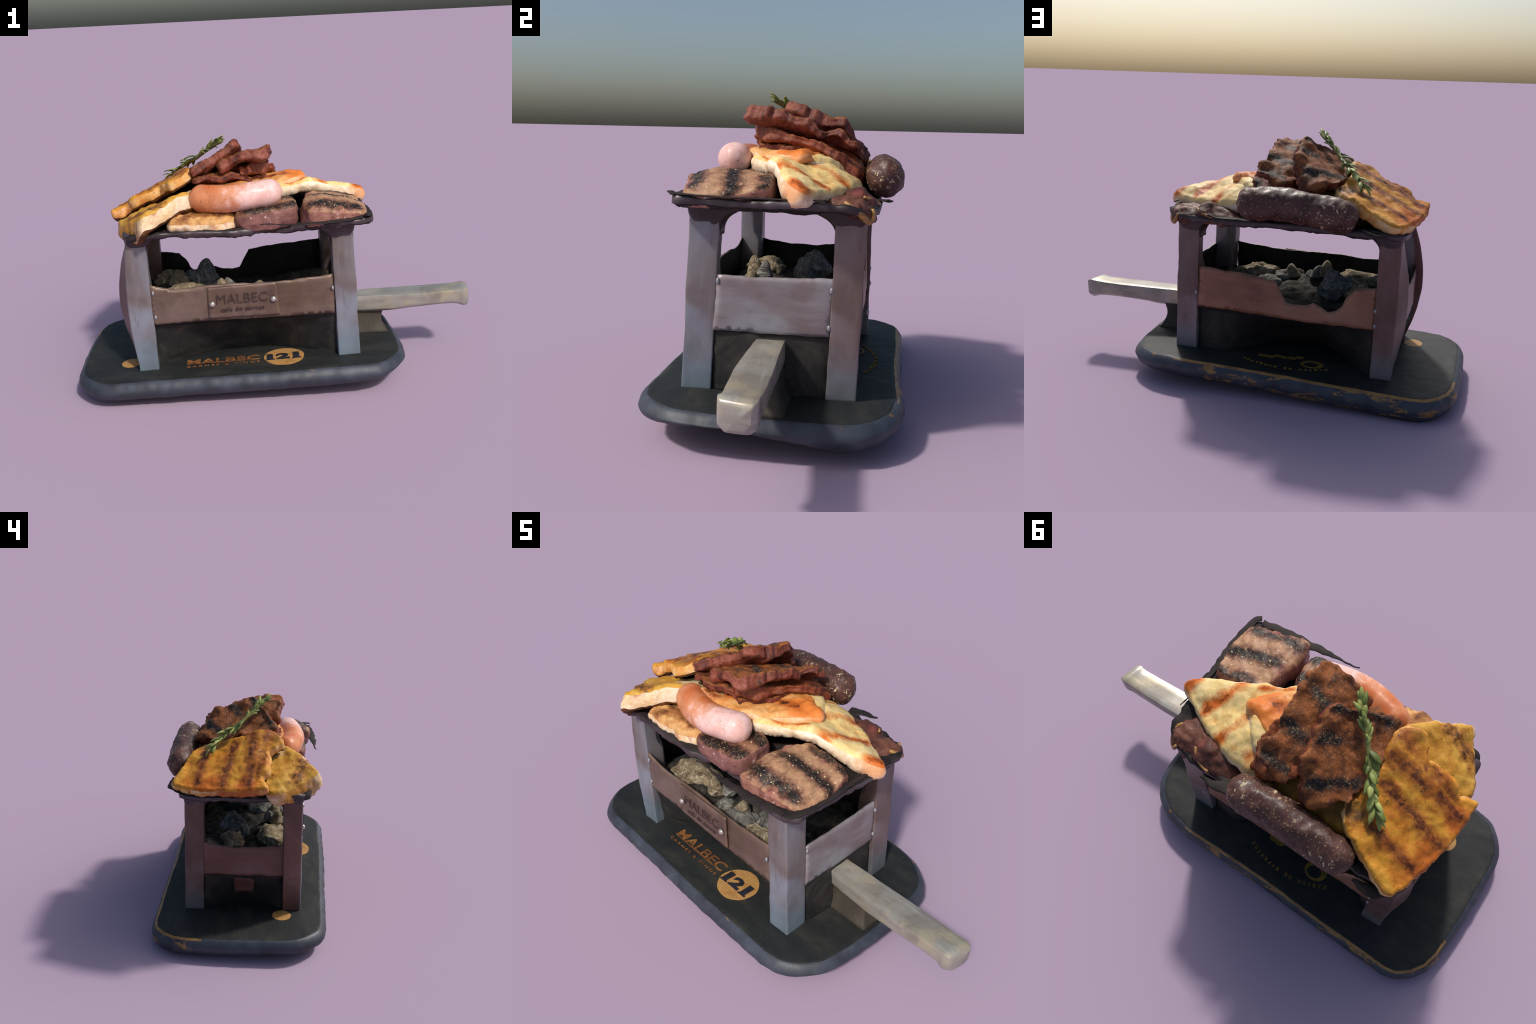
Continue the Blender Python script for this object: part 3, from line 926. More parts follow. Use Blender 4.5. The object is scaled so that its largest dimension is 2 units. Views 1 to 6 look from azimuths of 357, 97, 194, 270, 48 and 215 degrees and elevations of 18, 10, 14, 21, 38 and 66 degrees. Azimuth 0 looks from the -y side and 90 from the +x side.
def strip(name, pts, w, h, parent, mats, seed=1):
    """thin wavy sheet-metal lip: flattened tube along points, widths per point"""
    P = np.array(pts, float)
    n = len(P)
    W = np.interp(np.linspace(0, 1, 60), np.linspace(0, 1, n), w)
    S = resample(catmull(P, 12), 1e9, False)
    C = catmull(P, 12)
    d = np.r_[0, np.cumsum(np.linalg.norm(np.diff(C, axis=0), axis=1))]
    S = np.stack([np.interp(np.linspace(0, d[-1], 60), d, C[:, i]) for i in range(3)], 1)
    T = np.gradient(S, axis=0)
    T /= np.linalg.norm(T, axis=1)[:, None]
    secs = []
    for i in range(60):
        s = np.cross(T[i], (0, 0, 1.0))
        s /= np.linalg.norm(s) + 1e-9
        u = np.cross(s, T[i])
        wob = 0.008 * noise.noise(Vector(S[i] * 32) + Vector((seed, 0, 0)))
        secs.append([S[i] + s * (W[i] * math.cos(a) + wob) + u * (h * math.sin(a)) for a in np.linspace(0, 2 * math.pi, 10, endpoint=False)])
    return loft(name, secs, mats, parent, ((0.0015, 40),), seed)


strip("grate_lip", [(-0.090, -0.386, 0.845), (-0.04, -0.384, 0.842), (0.05, -0.388, 0.834), (0.16, -0.380, 0.832), (0.28, -0.374, 0.836), (0.375, -0.362, 0.842)], [0.003, 0.006, 0.018, 0.022, 0.022, 0.016], 0.0028, grate, [M_grate], 2)
strip("grate_lip", [(0.385, -0.372, 0.852), (0.412, -0.33, 0.846), (0.420, -0.136, 0.840), (0.428, 0.050, 0.838), (0.434, 0.11, 0.840), (0.440, 0.150, 0.842)], [0.014, 0.020, 0.020, 0.014, 0.006, 0.002], 0.0028, grate, [M_grate], 3)
strip("grate_lip", [(0.06, 0.335, 0.815), (0.12, 0.355, 0.818), (0.16, 0.358, 0.820), (0.195, 0.360, 0.828)], [0.03, 0.026, 0.014, 0.002], 0.004, grate, [M_grate], 4)
strip("grate_lip", [(-0.66, 0.33, 0.80), (-0.63, 0.375, 0.805), (-0.58, 0.395, 0.80), (-0.52, 0.392, 0.815)], [0.03, 0.028, 0.022, 0.006], 0.008, grate, [M_grate], 5)
# flared brackets that melt from the leg tops into the grate
for (x0, x1, y0, y1, z, dx, dy) in ((-0.704, -0.612, -0.284, -0.188, 0.75, 1, 1), (0.240, 0.341, -0.319, -0.213, 0.755, -1, 1), (0.259, 0.361, 0.183, 0.287, 0.755, -1, -1), (-0.686, -0.590, 0.220, 0.320, 0.74, 1, -1)):
    secs = []
    for t in np.linspace(0, 1, 12):
        e = 0.120 * t ** 2.8
        o = 0.014 * t ** 1.5
        i = 0.007 * max(0, 1 - t / 0.75)
        a0, a1 = (x0 + i - o * .6, x1 + e) if dx > 0 else (x0 - e, x1 - i + o)
        b0, b1 = (y0 + i - o, y1 + e) if dy > 0 else (y0 - e, y1 - i + o)
        zz = z - 0.055 + (0.808 - z + 0.055) * t
        secs.append(rounded([(a0, b0, zz), (a1, b0, zz), (a1, b1, zz), (a0, b1, zz)], 0.012 + 0.02 * t, 4, 4))
    loft("leg_bracket", secs, [M_grate_s], grate, ((0.003, 14),), 3)

# ------------------------------------------------------------------ grilled food
fibre_x = ((2.0, 9, 9),)

# -- big golden pork slab on the left
o1 = (-0.58, 0.10, 0.95)
m1 = [((-0.486, 0.221, 0.958), (-0.683, 0.254, 0.862), 0.9), ((-0.459, 0.074, 1.003), (-0.725, 0.122, 0.873), 1.1), ((-0.432, -0.026, 1.037), (-0.743, -0.003, 0.892), 1.3), ((-0.429, -0.105, 1.057), (-0.708, -0.052, 0.919), 0.9)]
M_gold_top = meat("golden_grilled_rind", [(0.18, (128, 68, 26)), (0.36, (190, 116, 36)), (0.52, (208, 146, 48)), (0.68, (204, 154, 62)), (0.86, (164, 92, 32))], o1, m1, (78, 38, 24), (146, 76, 30), 0.021, 2.4, second=((150, 80, 30), 0.54, 0.68), scale=7, rough=0.5,
                  patches=[((-0.42, 0.22, 0.99), (62, 40, 28), 0.07, 0.9), ((-0.45, -0.14, 1.06), (120, 70, 36), 0.08, 0.6), ((-0.74, 0.22, 0.85), (196, 100, 34), 0.16, 0.8), ((-0.76, 0.0, 0.88), (196, 100, 34), 0.09, 0.8)],
                  speck=((50, 30, 20), 38, 0.70, 0.8), broken=0.37)
M_gold_side = meat("golden_fat_side", [(0.3, (186, 118, 52)), (0.5, (214, 160, 90)), (0.72, (226, 192, 140))], o1, rough=0.6, scale=11, crust=((120, 66, 32), 0.54, 0.68), second=((228, 204, 162), 0.52, 0.66), patches=[((-0.76, 0.05, 0.85), (170, 80, 30), 0.22, 0.8)])
M_pork_low = meat("seared_pork_underside", [(0.3, (60, 36, 24)), (0.7, (120, 74, 44))], o1, rough=0.5)
s1 = slab("pork_slab", [(-0.668, 0.382, 0.847), (-0.565, 0.348, 0.886), (-0.485, 0.316, 0.926), (-0.409, 0.266, 0.956), (-0.379, 0.208, 0.976), (-0.406, 0.081, 1.011), (-0.401, -0.012, 1.046), (-0.396, -0.092, 1.059), (-0.421, -0.152, 1.057),
                        (-0.484, -0.180, 1.029), (-0.521, -0.147, 1.011), (-0.541, -0.107, 0.995), (-0.576, -0.106, 0.981), (-0.664, -0.104, 0.941), (-0.711, -0.072, 0.906), (-0.741, -0.090, 0.896), (-0.780, -0.094, 0.887),
                        (-0.781, -0.032, 0.871), (-0.764, 0.108, 0.853), (-0.726, 0.253, 0.841)], 0.062, [M_gold_top, M_gold_side, M_pork_low],
          inner=[(-0.546, 0.118, 0.949), (-0.596, 0.258, 0.896), (-0.656, 0.048, 0.916), (-0.556, -0.002, 0.976)], res=0.010, rnd=0.012, rough=((0.007, 11), (0.004, 28), (0.0015, 70)), seed=21, jag=0.008, bulge=0.004, warp=((0.008, 9), (0.004, 24)), origin=o1)
tag(s1, "large golden grilled pork slab with brown char bands", "grilled pork")

# -- second golden slab, front left
o2 = (-0.58, -0.24, 0.92)
m2 = [((-0.517, -0.286, 0.954), (-0.715, -0.206, 0.874), 0.8), ((-0.528, -0.301, 0.952), (-0.79, -0.226, 0.845), 1.0)]
M_gold2 = meat("yellow_grilled_rind", [(0.18, (130, 80, 34)), (0.38, (188, 130, 46)), (0.56, (202, 154, 62)), (0.75, (206, 168, 84)), (0.9, (160, 104, 44))], o2, m2, (44, 30, 24), (150, 86, 34), 0.022, 2.0, scale=8,
               patches=[((-0.42, -0.12, 0.96), (214, 196, 160), 0.10, 0.8), ((-0.76, -0.26, 0.83), (130, 82, 32), 0.07, 0.7)], speck=((50, 32, 22), 40, 0.70, 0.8), broken=0.34)
M_white_fat = meat("pale_pork_fat_side", [(0.28, (196, 150, 104)), (0.45, (222, 192, 150)), (0.62, (226, 206, 178)), (0.8, (206, 188, 174))], o2, rough=0.52, coat=0.04, scale=10, second=((196, 132, 104), 0.55, 0.70), crust=((140, 82, 44), 0.56, 0.70), patches=[((-0.72, -0.27, 0.83), (182, 126, 52), 0.17, 1.0)])
s2 = slab("pork_slab", [(-0.366, -0.113, 0.951), (-0.388, -0.183, 0.967), (-0.426, -0.221, 0.969), (-0.476, -0.265, 0.955), (-0.526, -0.301, 0.939), (-0.568, -0.335, 0.923), (-0.600, -0.361, 0.915), (-0.632, -0.348, 0.897), (-0.664, -0.283, 0.871),
                        (-0.701, -0.231, 0.851), (-0.738, -0.158, 0.831), (-0.731, -0.105, 0.831), (-0.666, -0.083, 0.859), (-0.576, -0.093, 0.894), (-0.496, -0.103, 0.919), (-0.426, -0.083, 0.939)], 0.078, [M_gold2, M_white_fat, M_pork_low],
          inner=[(-0.596, -0.233, 0.907), (-0.496, -0.193, 0.939), (-0.676, -0.193, 0.869)], res=0.010, rnd=0.014, rough=((0.009, 10), (0.004, 26), (0.0015, 70)), seed=22, jag=0.008, bulge=0.004, warp=((0.012, 10), (0.005, 24)), origin=o2, drag=(-0.018, -0.026, -0.012), fat=[((-0.656, -0.265, 0.881), 0.07, 0.45)])
tag(s2, "thick yellow pork slab with pale fat edge", "grilled pork")

# -- low front piece
o3 = (-0.34, -0.27, 0.85)
M_gold3 = meat("seared_pork_top", [(0.28, (150, 92, 50)), (0.5, (200, 150, 92)), (0.75, (216, 180, 130))], o3, [((-0.46, -0.24, 0.89), (-0.25, -0.28, 0.88)), ((-0.42, -0.32, 0.885), (-0.36, -0.2, 0.89))], (58, 34, 24), (140, 84, 44), 0.02, 2.0, scale=10)
M_fat3 = meat("marbled_pork_side", [(0.28, (190, 130, 96)), (0.42, (222, 184, 140)), (0.55, (228, 206, 178)), (0.66, (196, 132, 116)), (0.8, (206, 190, 182))], o3, rough=0.52, coat=0.04, scale=13, crust=((130, 76, 44), 0.56, 0.70), second=((190, 124, 106), 0.54, 0.68), patches=[((-0.37, -0.35, 0.85), (178, 104, 96), 0.03, 0.8)])
s3 = slab("pork_slab", [(-0.492, -0.320, 0.870), (-0.450, -0.335, 0.874), (-0.400, -0.340, 0.866), (-0.355, -0.335, 0.856), (-0.300, -0.328, 0.862), (-0.250, -0.312, 0.856), (-0.205, -0.286, 0.848), (-0.190, -0.230, 0.862), (-0.220, -0.170, 0.880), (-0.340, -0.140, 0.890), (-0.460, -0.170, 0.890), (-0.495, -0.240, 0.883)],
          0.074, [M_gold3, M_fat3, M_pork_low], res=0.009, rnd=0.018, rough=((0.012, 13), (0.004, 30), (0.0015, 70)), seed=23, jag=0.010, bulge=0.006, warp=((0.012, 14),), origin=o3)
tag(s3, "lumpy pork belly piece with creamy fat", "grilled pork")

# -- hidden pieces that carry the heap
o4 = (-0.22, 0.08, 0.9)
M_fill = meat("dark_grilled_offcut", [(0.3, (42, 26, 20)), (0.55, (78, 46, 32)), (0.8, (120, 78, 40))], o4, rough=0.5)
M_fill_y = meat("yellow_grilled_offcut", [(0.3, (140, 92, 34)), (0.6, (190, 140, 54)), (0.8, (110, 64, 30))], o4, rough=0.5, crust=((52, 32, 22), 0.55, 0.7))
fa = slab("pork_offcut", [(-0.62, 0.22, 0.86), (-0.40, 0.28, 0.88), (-0.25, 0.275, 0.885), (-0.06, 0.265, 0.875), (0.02, 0.15, 0.90), (0.0, -0.05, 0.92), (-0.1, -0.13, 0.92), (-0.35, -0.12, 0.92), (-0.5, -0.05, 0.91), (-0.6, 0.08, 0.88)], 0.08, [M_fill_y, M_fill, M_fill],
          inner=[(-0.25, 0.08, 0.945)], res=0.014, rough=((0.01, 9), (0.004, 26)), seed=24, jag=0.006, origin=o4)
tag(fa, "charred pork offcut buried under the heap", "grilled pork")

# -- pale steaks on the right front
o5 = (0.28, -0.2, 0.87)
m5 = [((0.150, -0.322, 0.918), (0.365, -0.295, 0.886), 1.15), ((0.190, -0.185, 0.926), (0.428, -0.165, 0.868), 1.0), ((0.235, -0.060, 0.918), (0.430, -0.055, 0.882), 0.9)]
M_steak = meat("seared_beef_top", [(0.18, (96, 58, 46)), (0.36, (146, 104, 80)), (0.52, (176, 136, 102)), (0.68, (168, 122, 98)), (0.86, (140, 84, 76))], o5, m5, (22, 20, 20), (84, 42, 36), 0.029, 1.8, second=((150, 92, 84), 0.50, 0.66), fibre=((9, 2, 4), (0, 0, 0.3)), speck=((226, 206, 160), 75, 0.66, 0.7), rough=0.46, spec=0.35, salt=0.4, broken=0.22, scale=8)
M_steak_s = meat("raw_edge_beef_side", [(0.18, (82, 48, 42)), (0.38, (130, 84, 74)), (0.55, (158, 108, 96)), (0.72, (176, 132, 122)), (0.88, (120, 74, 68))], o5, fibre=((3, 3, 10),), speck=((216, 200, 200), 45, 0.66, 0.6), rough=0.46, spec=0.35, crust=((70, 40, 34), 0.60, 0.74), scale=9)
M_beef_low = meat("beef_underside", [(0.3, (44, 28, 24)), (0.7, (84, 54, 44))], o5)
s5 = slab("beef_steak", [(0.128, -0.330, 0.893), (0.121, -0.25, 0.900), (0.140, -0.155, 0.908), (0.168, -0.078, 0.909), (0.215, -0.044, 0.905), (0.30, -0.038, 0.898), (0.385, -0.048, 0.881), (0.414, -0.085, 0.871), (0.422, -0.17, 0.858), (0.424, -0.27, 0.850), (0.408, -0.315, 0.852), (0.35, -0.335, 0.862), (0.25, -0.352, 0.880), (0.165, -0.360, 0.890)],
          0.095, [M_steak, M_steak_s, M_beef_low], floor=0.80, inner=[(0.190, -0.310, 0.911), (0.170, -0.220, 0.919), (0.220, -0.180, 0.913), (0.300, -0.200, 0.901), (0.360, -0.290, 0.877), (0.360, -0.120, 0.886)], res=0.008, rnd=0.013, rough=((0.008, 9), (0.006, 22), (0.0022, 70)), seed=25, jag=0.007, bulge=0.004, warp=((0.006, 14),), origin=o5)
tag(s5, "thick seared beef steak with black grill marks", "grilled steak")
o6 = (-0.03, -0.25, 0.88)
m6 = [((-0.15, -0.298, 0.888), (0.085, -0.292, 0.912), 1.0), ((-0.02, -0.17, 0.916), (0.126, -0.19, 0.925), 1.0)]
M_steak2 = meat("seared_beef_top_small", [(0.2, (84, 52, 42)), (0.40, (140, 98, 74)), (0.58, (166, 124, 92)), (0.8, (138, 82, 70))], o6, m6, (22, 20, 20), (80, 40, 36), 0.030, 1.8, second=((136, 78, 70), 0.50, 0.66), fibre=((9, 2, 4),), speck=((226, 206, 160), 75, 0.66, 0.7), rough=0.46, spec=0.35, salt=0.4, broken=0.20)
M_steak2s = meat("pink_beef_side", [(0.2, (72, 44, 42)), (0.42, (118, 78, 72)), (0.6, (146, 102, 94)), (0.82, (106, 66, 62))], o6, fibre=((3, 3, 10),), rough=0.46, spec=0.35, scale=9, speck=((216, 200, 200), 45, 0.68, 0.5))
s6 = slab("beef_steak", [(-0.190, -0.300, 0.872), (-0.12, -0.322, 0.884), (-0.02, -0.322, 0.894), (0.055, -0.320, 0.904), (0.080, -0.295, 0.910), (0.084, -0.23, 0.916), (0.078, -0.17, 0.918), (0.02, -0.13, 0.912), (-0.08, -0.12, 0.905), (-0.18, -0.19, 0.89)],
          0.105, [M_steak2, M_steak2s, M_beef_low], floor=0.79, res=0.008, rnd=0.012, rough=((0.007, 9), (0.004, 30), (0.0012, 80)), seed=26, jag=0.005, bulge=0.006, origin=o6)
tag(s6, "pinkish beef steak chunk with charred top", "grilled steak")

# -- chicken breasts
o7 = (0.18, 0.08, 0.92)
m7 = [((0.330, 0.141, 0.886), (0.243, -0.014, 0.931)), ((0.199, 0.200, 0.880), (0.112, 0.064, 0.921)), ((0.053, 0.207, 0.888), (0.007, 0.133, 0.910)), ((0.462, 0.085, 0.89), (0.425, 0.03, 0.905)), ((0.152, -0.035, 0.965), (0.05, -0.10, 0.972), 0.7)]
M_chick = meat("grilled_chicken_top", [(0.28, (214, 158, 84)), (0.45, (232, 200, 130)), (0.7, (238, 214, 156))], o7, m7, (104, 46, 20), (206, 104, 30), 0.014, 3.0, speck=((140, 80, 40), 50, 0.72, 0.6), rough=0.52, coat=0.04, broken=0.40, scale=7, halo_amt=1.0,
               patches=[((0.45, 0.07, 0.89), (200, 96, 36), 0.06, 0.8), ((0.24, -0.03, 0.955), (214, 136, 60), 0.06, 0.6)])
M_chick_s = meat("white_chicken_side", [(0.28, (216, 176, 136)), (0.5, (236, 214, 184)), (0.75, (244, 232, 212))], o7, rough=0.52, coat=0.04, scale=8, patches=[((0.44, 0.04, 0.87), (214, 136, 76), 0.09, 0.7), ((0.40, 0.13, 0.86), (206, 150, 90), 0.08, 0.5)])
s7 = slab("chicken_breast", [(-0.02, -0.150, 0.968), (0.05, -0.122, 0.966), (0.109, -0.082, 0.962), (0.168, -0.058, 0.966), (0.215, -0.028, 0.956), (0.285, -0.016, 0.940), (0.36, 0.005, 0.922), (0.43, 0.036, 0.900), (0.465, 0.068, 0.884), (0.452, 0.100, 0.874), (0.39, 0.138, 0.870), (0.31, 0.182, 0.864), (0.22, 0.226, 0.866),
                             (0.133, 0.250, 0.876), (0.036, 0.262, 0.880), (-0.05, 0.235, 0.890), (-0.09, 0.11, 0.93), (-0.08, -0.05, 0.955)], 0.060, [M_chick, M_chick_s, M_chick_s], floor=0.822, fat=[((0.25, 0.15, 0.9), 0.12, 0.3), ((0.40, 0.10, 0.88), 0.09, 0.4)],
          inner=[(0.16, -0.02, 0.962), (0.24, 0.03, 0.938), (0.237, 0.117, 0.906), (0.116, 0.155, 0.938), (0.06, 0.20, 0.918), (0.05, -0.03, 0.946), (0.36, 0.07, 0.908), (0.18, 0.08, 0.928)], res=0.010, rnd=0.016, rough=((0.010, 9), (0.004, 24), (0.0015, 60)), seed=27, jag=0.005, bulge=0.006, origin=o7, reg=2e-5)
tag(s7, "pale yellow grilled chicken breast with orange marks", "grilled chicken")
s7b = slab("chicken_breast", [(0.130, 0.050, 0.972), (0.112, 0.115, 0.964), (0.070, 0.175, 0.950), (0.005, 0.215, 0.934), (-0.06, 0.200, 0.940), (-0.09, 0.10, 0.962), (0.02, 0.02, 0.972)], 0.050, [M_chick, M_chick_s, M_chick_s],
           inner=[(0.04, 0.12, 0.972)], res=0.009, rnd=0.018, rough=((0.009, 11), (0.004, 26)), seed=29, jag=0.006, bulge=0.008, origin=o7)
tag(s7b, "plump pale chicken fillet tucked under the red slices", "grilled chicken")
o8 = (-0.05, -0.05, 0.97)
m8 = [((-0.006, -0.008, 0.985), (0.067, 0.008, 0.986)), ((-0.183, -0.133, 0.986), (-0.134, -0.113, 0.986)), ((-0.280, -0.157, 0.985), (-0.220, -0.172, 0.987))]
M_chick2 = meat("orange_chicken_top", [(0.28, (196, 118, 56)), (0.5, (214, 150, 84)), (0.75, (228, 188, 130))], o8, m8, (50, 28, 20), (190, 96, 38), 0.014, 2.6, rough=0.52, coat=0.04, patches=[((0.10, 0.03, 0.98), (216, 120, 48), 0.13, 0.9), ((-0.26, -0.16, 0.98), (206, 176, 130), 0.08, 0.8)])
M_chick2s = meat("peach_chicken_side", [(0.28, (206, 148, 104)), (0.5, (226, 182, 138)), (0.75, (236, 214, 182))], o8, rough=0.52, coat=0.04, scale=9, patches=[((0.16, 0.05, 0.96), (220, 140, 84), 0.10, 0.8)])
s8 = slab("chicken_breast", [(-0.325, -0.172, 0.982), (-0.25, -0.192, 0.988), (-0.16, -0.188, 0.988), (-0.06, -0.166, 0.984), (0.018, -0.110, 0.978), (0.096, -0.04, 0.976), (0.150, 0.010, 0.982), (0.168, 0.045, 0.988), (0.140, 0.075, 0.988), (0.09, 0.095, 0.982), (0.035, 0.124, 0.980), (-0.05, 0.15, 0.97), (-0.2, 0.05, 0.97), (-0.3, -0.08, 0.975)],
          0.050, [M_chick2, M_chick2s, M_chick2s], inner=[(0.115, 0.046, 1.0), (0.0, 0.0, 0.982), (-0.1, -0.12, 0.992)], warp=((0.010, 12),), res=0.010, rnd=0.012, rough=((0.010, 10), (0.004, 26)), seed=28, jag=0.004, bulge=0.006, origin=o8)
tag(s8, "small orange browned chicken fillet under the slices", "grilled chicken")

# -- dark red slices heaped on top
RED = [(0.18, (40, 30, 27)), (0.36, (92, 52, 32)), (0.54, (146, 86, 44)), (0.70, (128, 66, 40)), (0.86, (66, 40, 34))]
RED_S = [(0.18, (38, 22, 21)), (0.36, (80, 38, 31)), (0.52, (126, 62, 42)), (0.66, (156, 92, 76)), (0.84, (52, 29, 28))]


def red_slice(name, outline, thick, marks, seed, label, inner=(), side=RED_S, rnd=0.006, top=RED, taper=0.3, **kw):
    o = np.mean(np.array(outline), 0)
    mt = meat(name + "_top_%d" % seed, top, o, marks, (38, 34, 33), (70, 44, 34), 0.024, 2.0, crust=((50, 40, 36), 0.52, 0.68), rough=0.62, coat=0.0, scale=9, salt=0.5, broken=0.20, grain=0.45, speck=((182, 128, 76), 110, 0.62, 0.45), bump=0.8)
    ms = meat(name + "_side_%d" % seed, side, o, rough=0.44, spec=0.4, scale=11, crust=((40, 28, 28), 0.55, 0.68), bump=1.0)
    s = slab(name, outline, thick, [mt, ms, ms], inner=inner, res=0.008, rnd=rnd, rough=((0.008, 7), (0.003, 24), (0.0026, 60)), seed=seed, jag=0.018, bulge=-0.003, warp=((0.028, 7.5), (0.009, 15)), origin=o, reg=1e-5, taper=taper, taper_w=0.10, **kw)
    tag(s, label, "grilled meat")
    return s


red_slice("roast_slice", [(-0.372, -0.125, 1.035), (-0.32, -0.165, 1.035), (-0.24, -0.160, 1.030), (-0.15, -0.145, 1.022), (-0.06, -0.10, 1.01), (-0.02, 0.02, 1.0), (-0.05, 0.14, 0.985), (-0.2, 0.16, 0.99), (-0.32, 0.06, 1.01)], 0.045, [], 31, "dark red roast slice at the bottom of the stack")
red_slice("roast_slice", [(-0.125, -0.148, 1.070), (-0.085, -0.135, 1.078), (-0.045, -0.098, 1.080), (-0.022, -0.03, 1.058), (0.005, 0.06, 1.036), (0.026, 0.135, 1.008), (0.030, 0.20, 0.972), (0.012, 0.262, 0.925), (-0.05, 0.282, 0.920), (-0.13, 0.25, 0.955), (-0.2, 0.12, 1.005), (-0.2, -0.05, 1.05)], 0.048,
          [((-0.055, -0.06, 1.08), (-0.02, 0.09, 1.05)), ((0.0, 0.16, 1.02), (0.0, 0.24, 0.96))], 32, "glossy orange red roast slice, middle of the stack", inner=[(-0.09, 0.05, 1.030)], fat=[((-0.06, -0.12, 1.07), 0.07, 1.0), ((0.0, 0.24, 0.93), 0.05, 0.5)], top=[(0.26, (72, 36, 26)), (0.44, (124, 62, 36)), (0.6, (150, 80, 46)), (0.78, (92, 48, 34))], side=[(0.25, (80, 36, 26)), (0.44, (124, 58, 36)), (0.6, (150, 80, 48)), (0.78, (96, 44, 34))])
red_slice("roast_slice", [(-0.044, -0.168, 1.172), (-0.10, -0.178, 1.152), (-0.18, -0.172, 1.118), (-0.245, -0.165, 1.092), (-0.272, -0.14, 1.080), (-0.255, -0.05, 1.078), (-0.20, 0.08, 1.035), (-0.165, 0.191, 0.990), (-0.144, 0.240, 0.975), (-0.115, 0.272, 0.968), (-0.072, 0.262, 0.992), (-0.014, 0.240, 1.036), (-0.004, 0.19, 1.062), (-0.022, 0.14, 1.080), (-0.012, 0.05, 1.095), (-0.016, -0.06, 1.140)],
          0.044, [((-0.055, -0.069, 1.137), (-0.143, -0.033, 1.083)), ((-0.044, 0.090, 1.077), (-0.130, 0.099, 1.034)), ((-0.026, 0.226, 1.030), (-0.129, 0.224, 0.984))], 33, "curled brown red grilled slice with black bars", inner=[(-0.12, -0.03, 1.10), (-0.09, 0.12, 1.045), (-0.17, -0.11, 1.108)], fat=[((-0.05, -0.15, 1.16), 0.08, 1.0), ((-0.25, -0.13, 1.08), 0.05, 0.6)])
red_slice("roast_slice", [(-0.168, -0.017, 1.180), (-0.211, -0.051, 1.150), (-0.256, -0.088, 1.125), (-0.316, -0.121, 1.092), (-0.384, -0.145, 1.074), (-0.406, -0.103, 1.060), (-0.403, -0.020, 1.030), (-0.401, 0.040, 1.015), (-0.391, 0.126, 0.995), (-0.381, 0.197, 0.995), (-0.368, 0.232, 0.995), (-0.331, 0.267, 0.980), (-0.281, 0.293, 0.975), (-0.236, 0.287, 0.988), (-0.201, 0.247, 1.040), (-0.168, 0.189, 1.110), (-0.171, 0.108, 1.130), (-0.161, 0.042, 1.162)],
          0.052, [((-0.192, 0.092, 1.118), (-0.296, 0.017, 1.090)), ((-0.232, 0.232, 1.038), (-0.361, 0.137, 1.010)), ((-0.185, -0.016, 1.164), (-0.250, -0.048, 1.135)), ((-0.297, -0.083, 1.115), (-0.386, -0.117, 1.080))], 34, "top brown grilled slice with scorched bars", inner=[(-0.276, 0.097, 1.065), (-0.296, 0.217, 1.020), (-0.246, -0.003, 1.105)], taper=0.25, fat=[((-0.286, 0.247, 0.990), 0.08, 1.0), ((-0.166, 0.077, 1.140), 0.06, 0.6)])

# -- rib pieces, right back
o9 = (0.25, 0.27, 0.83)
M_rib = meat("dark_glazed_rib", [(0.2, (44, 26, 23)), (0.42, (78, 45, 37)), (0.6, (108, 66, 52)), (0.8, (132, 88, 72))], o9, rough=0.52, coat=0.04, scale=12, crust=((38, 24, 22), 0.54, 0.68), patches=[((0.27, 0.25, 0.87), (136, 66, 62), 0.04, 0.6), ((0.35, 0.24, 0.85), (128, 84, 62), 0.05, 0.6)], bump=0.7)
s9 = slab("rib_meat", [(0.403, 0.265, 0.828), (0.408, 0.215, 0.838), (0.373, 0.165, 0.842), (0.318, 0.160, 0.842), (0.278, 0.190, 0.852), (0.238, 0.205, 0.862), (0.158, 0.225, 0.854), (0.078, 0.255, 0.834), (0.053, 0.300, 0.818), (0.088, 0.328, 0.808), (0.188, 0.335, 0.811), (0.278, 0.325, 0.811), (0.348, 0.315, 0.801), (0.393, 0.302, 0.806)], 0.060, [M_rib], floor=0.775,
          inner=[(0.238, 0.260, 0.864), (0.348, 0.240, 0.848), (0.293, 0.250, 0.838), (0.148, 0.280, 0.841)], res=0.009, rnd=0.024, rough=((0.014, 13), (0.005, 32), (0.0015, 80)), seed=35, jag=0.006, origin=o9, reg=2e-5)
tag(s9, "dark glazed short rib with cut bones", "grilled rib")
M_bone = meat("scorched_bone", [(0.3, (120, 78, 44)), (0.5, (166, 122, 70)), (0.75, (190, 152, 98))], (0, 0, 0), rough=0.45, coat=0.2, scale=20, crust=((84, 52, 34), 0.56, 0.7))


def bone(pts, r):
    P = resample(catmull(pts, 10), 0.006, False)
    n = len(P)
    T = np.gradient(P, axis=0)
    T /= np.linalg.norm(T, axis=1)[:, None]
    secs = []
    for i in range(n):
        s = np.cross(T[i], (0.3, 0.4, 0.86))
        s /= np.linalg.norm(s)
        u = np.cross(s, T[i])
        q = r * (0.6 + 0.4 * math.sin(math.pi * i / (n - 1)))
        secs.append([P[i] + q * (math.cos(a) * s + math.sin(a) * u) for a in np.linspace(0, 2 * math.pi, 10, endpoint=False)])
    loft("rib_bone", secs, [M_bone], s9, ((0.002, 40),), 3)


bone([(0.384, 0.209, 0.832), (0.402, 0.235, 0.816), (0.400, 0.269, 0.790), (0.384, 0.292, 0.770), (0.370, 0.303, 0.786), (0.360, 0.301, 0.812)], 0.011)
bone([(0.278, 0.272, 0.842), (0.254, 0.297, 0.832), (0.221, 0.317, 0.820), (0.184, 0.327, 0.814)], 0.008)

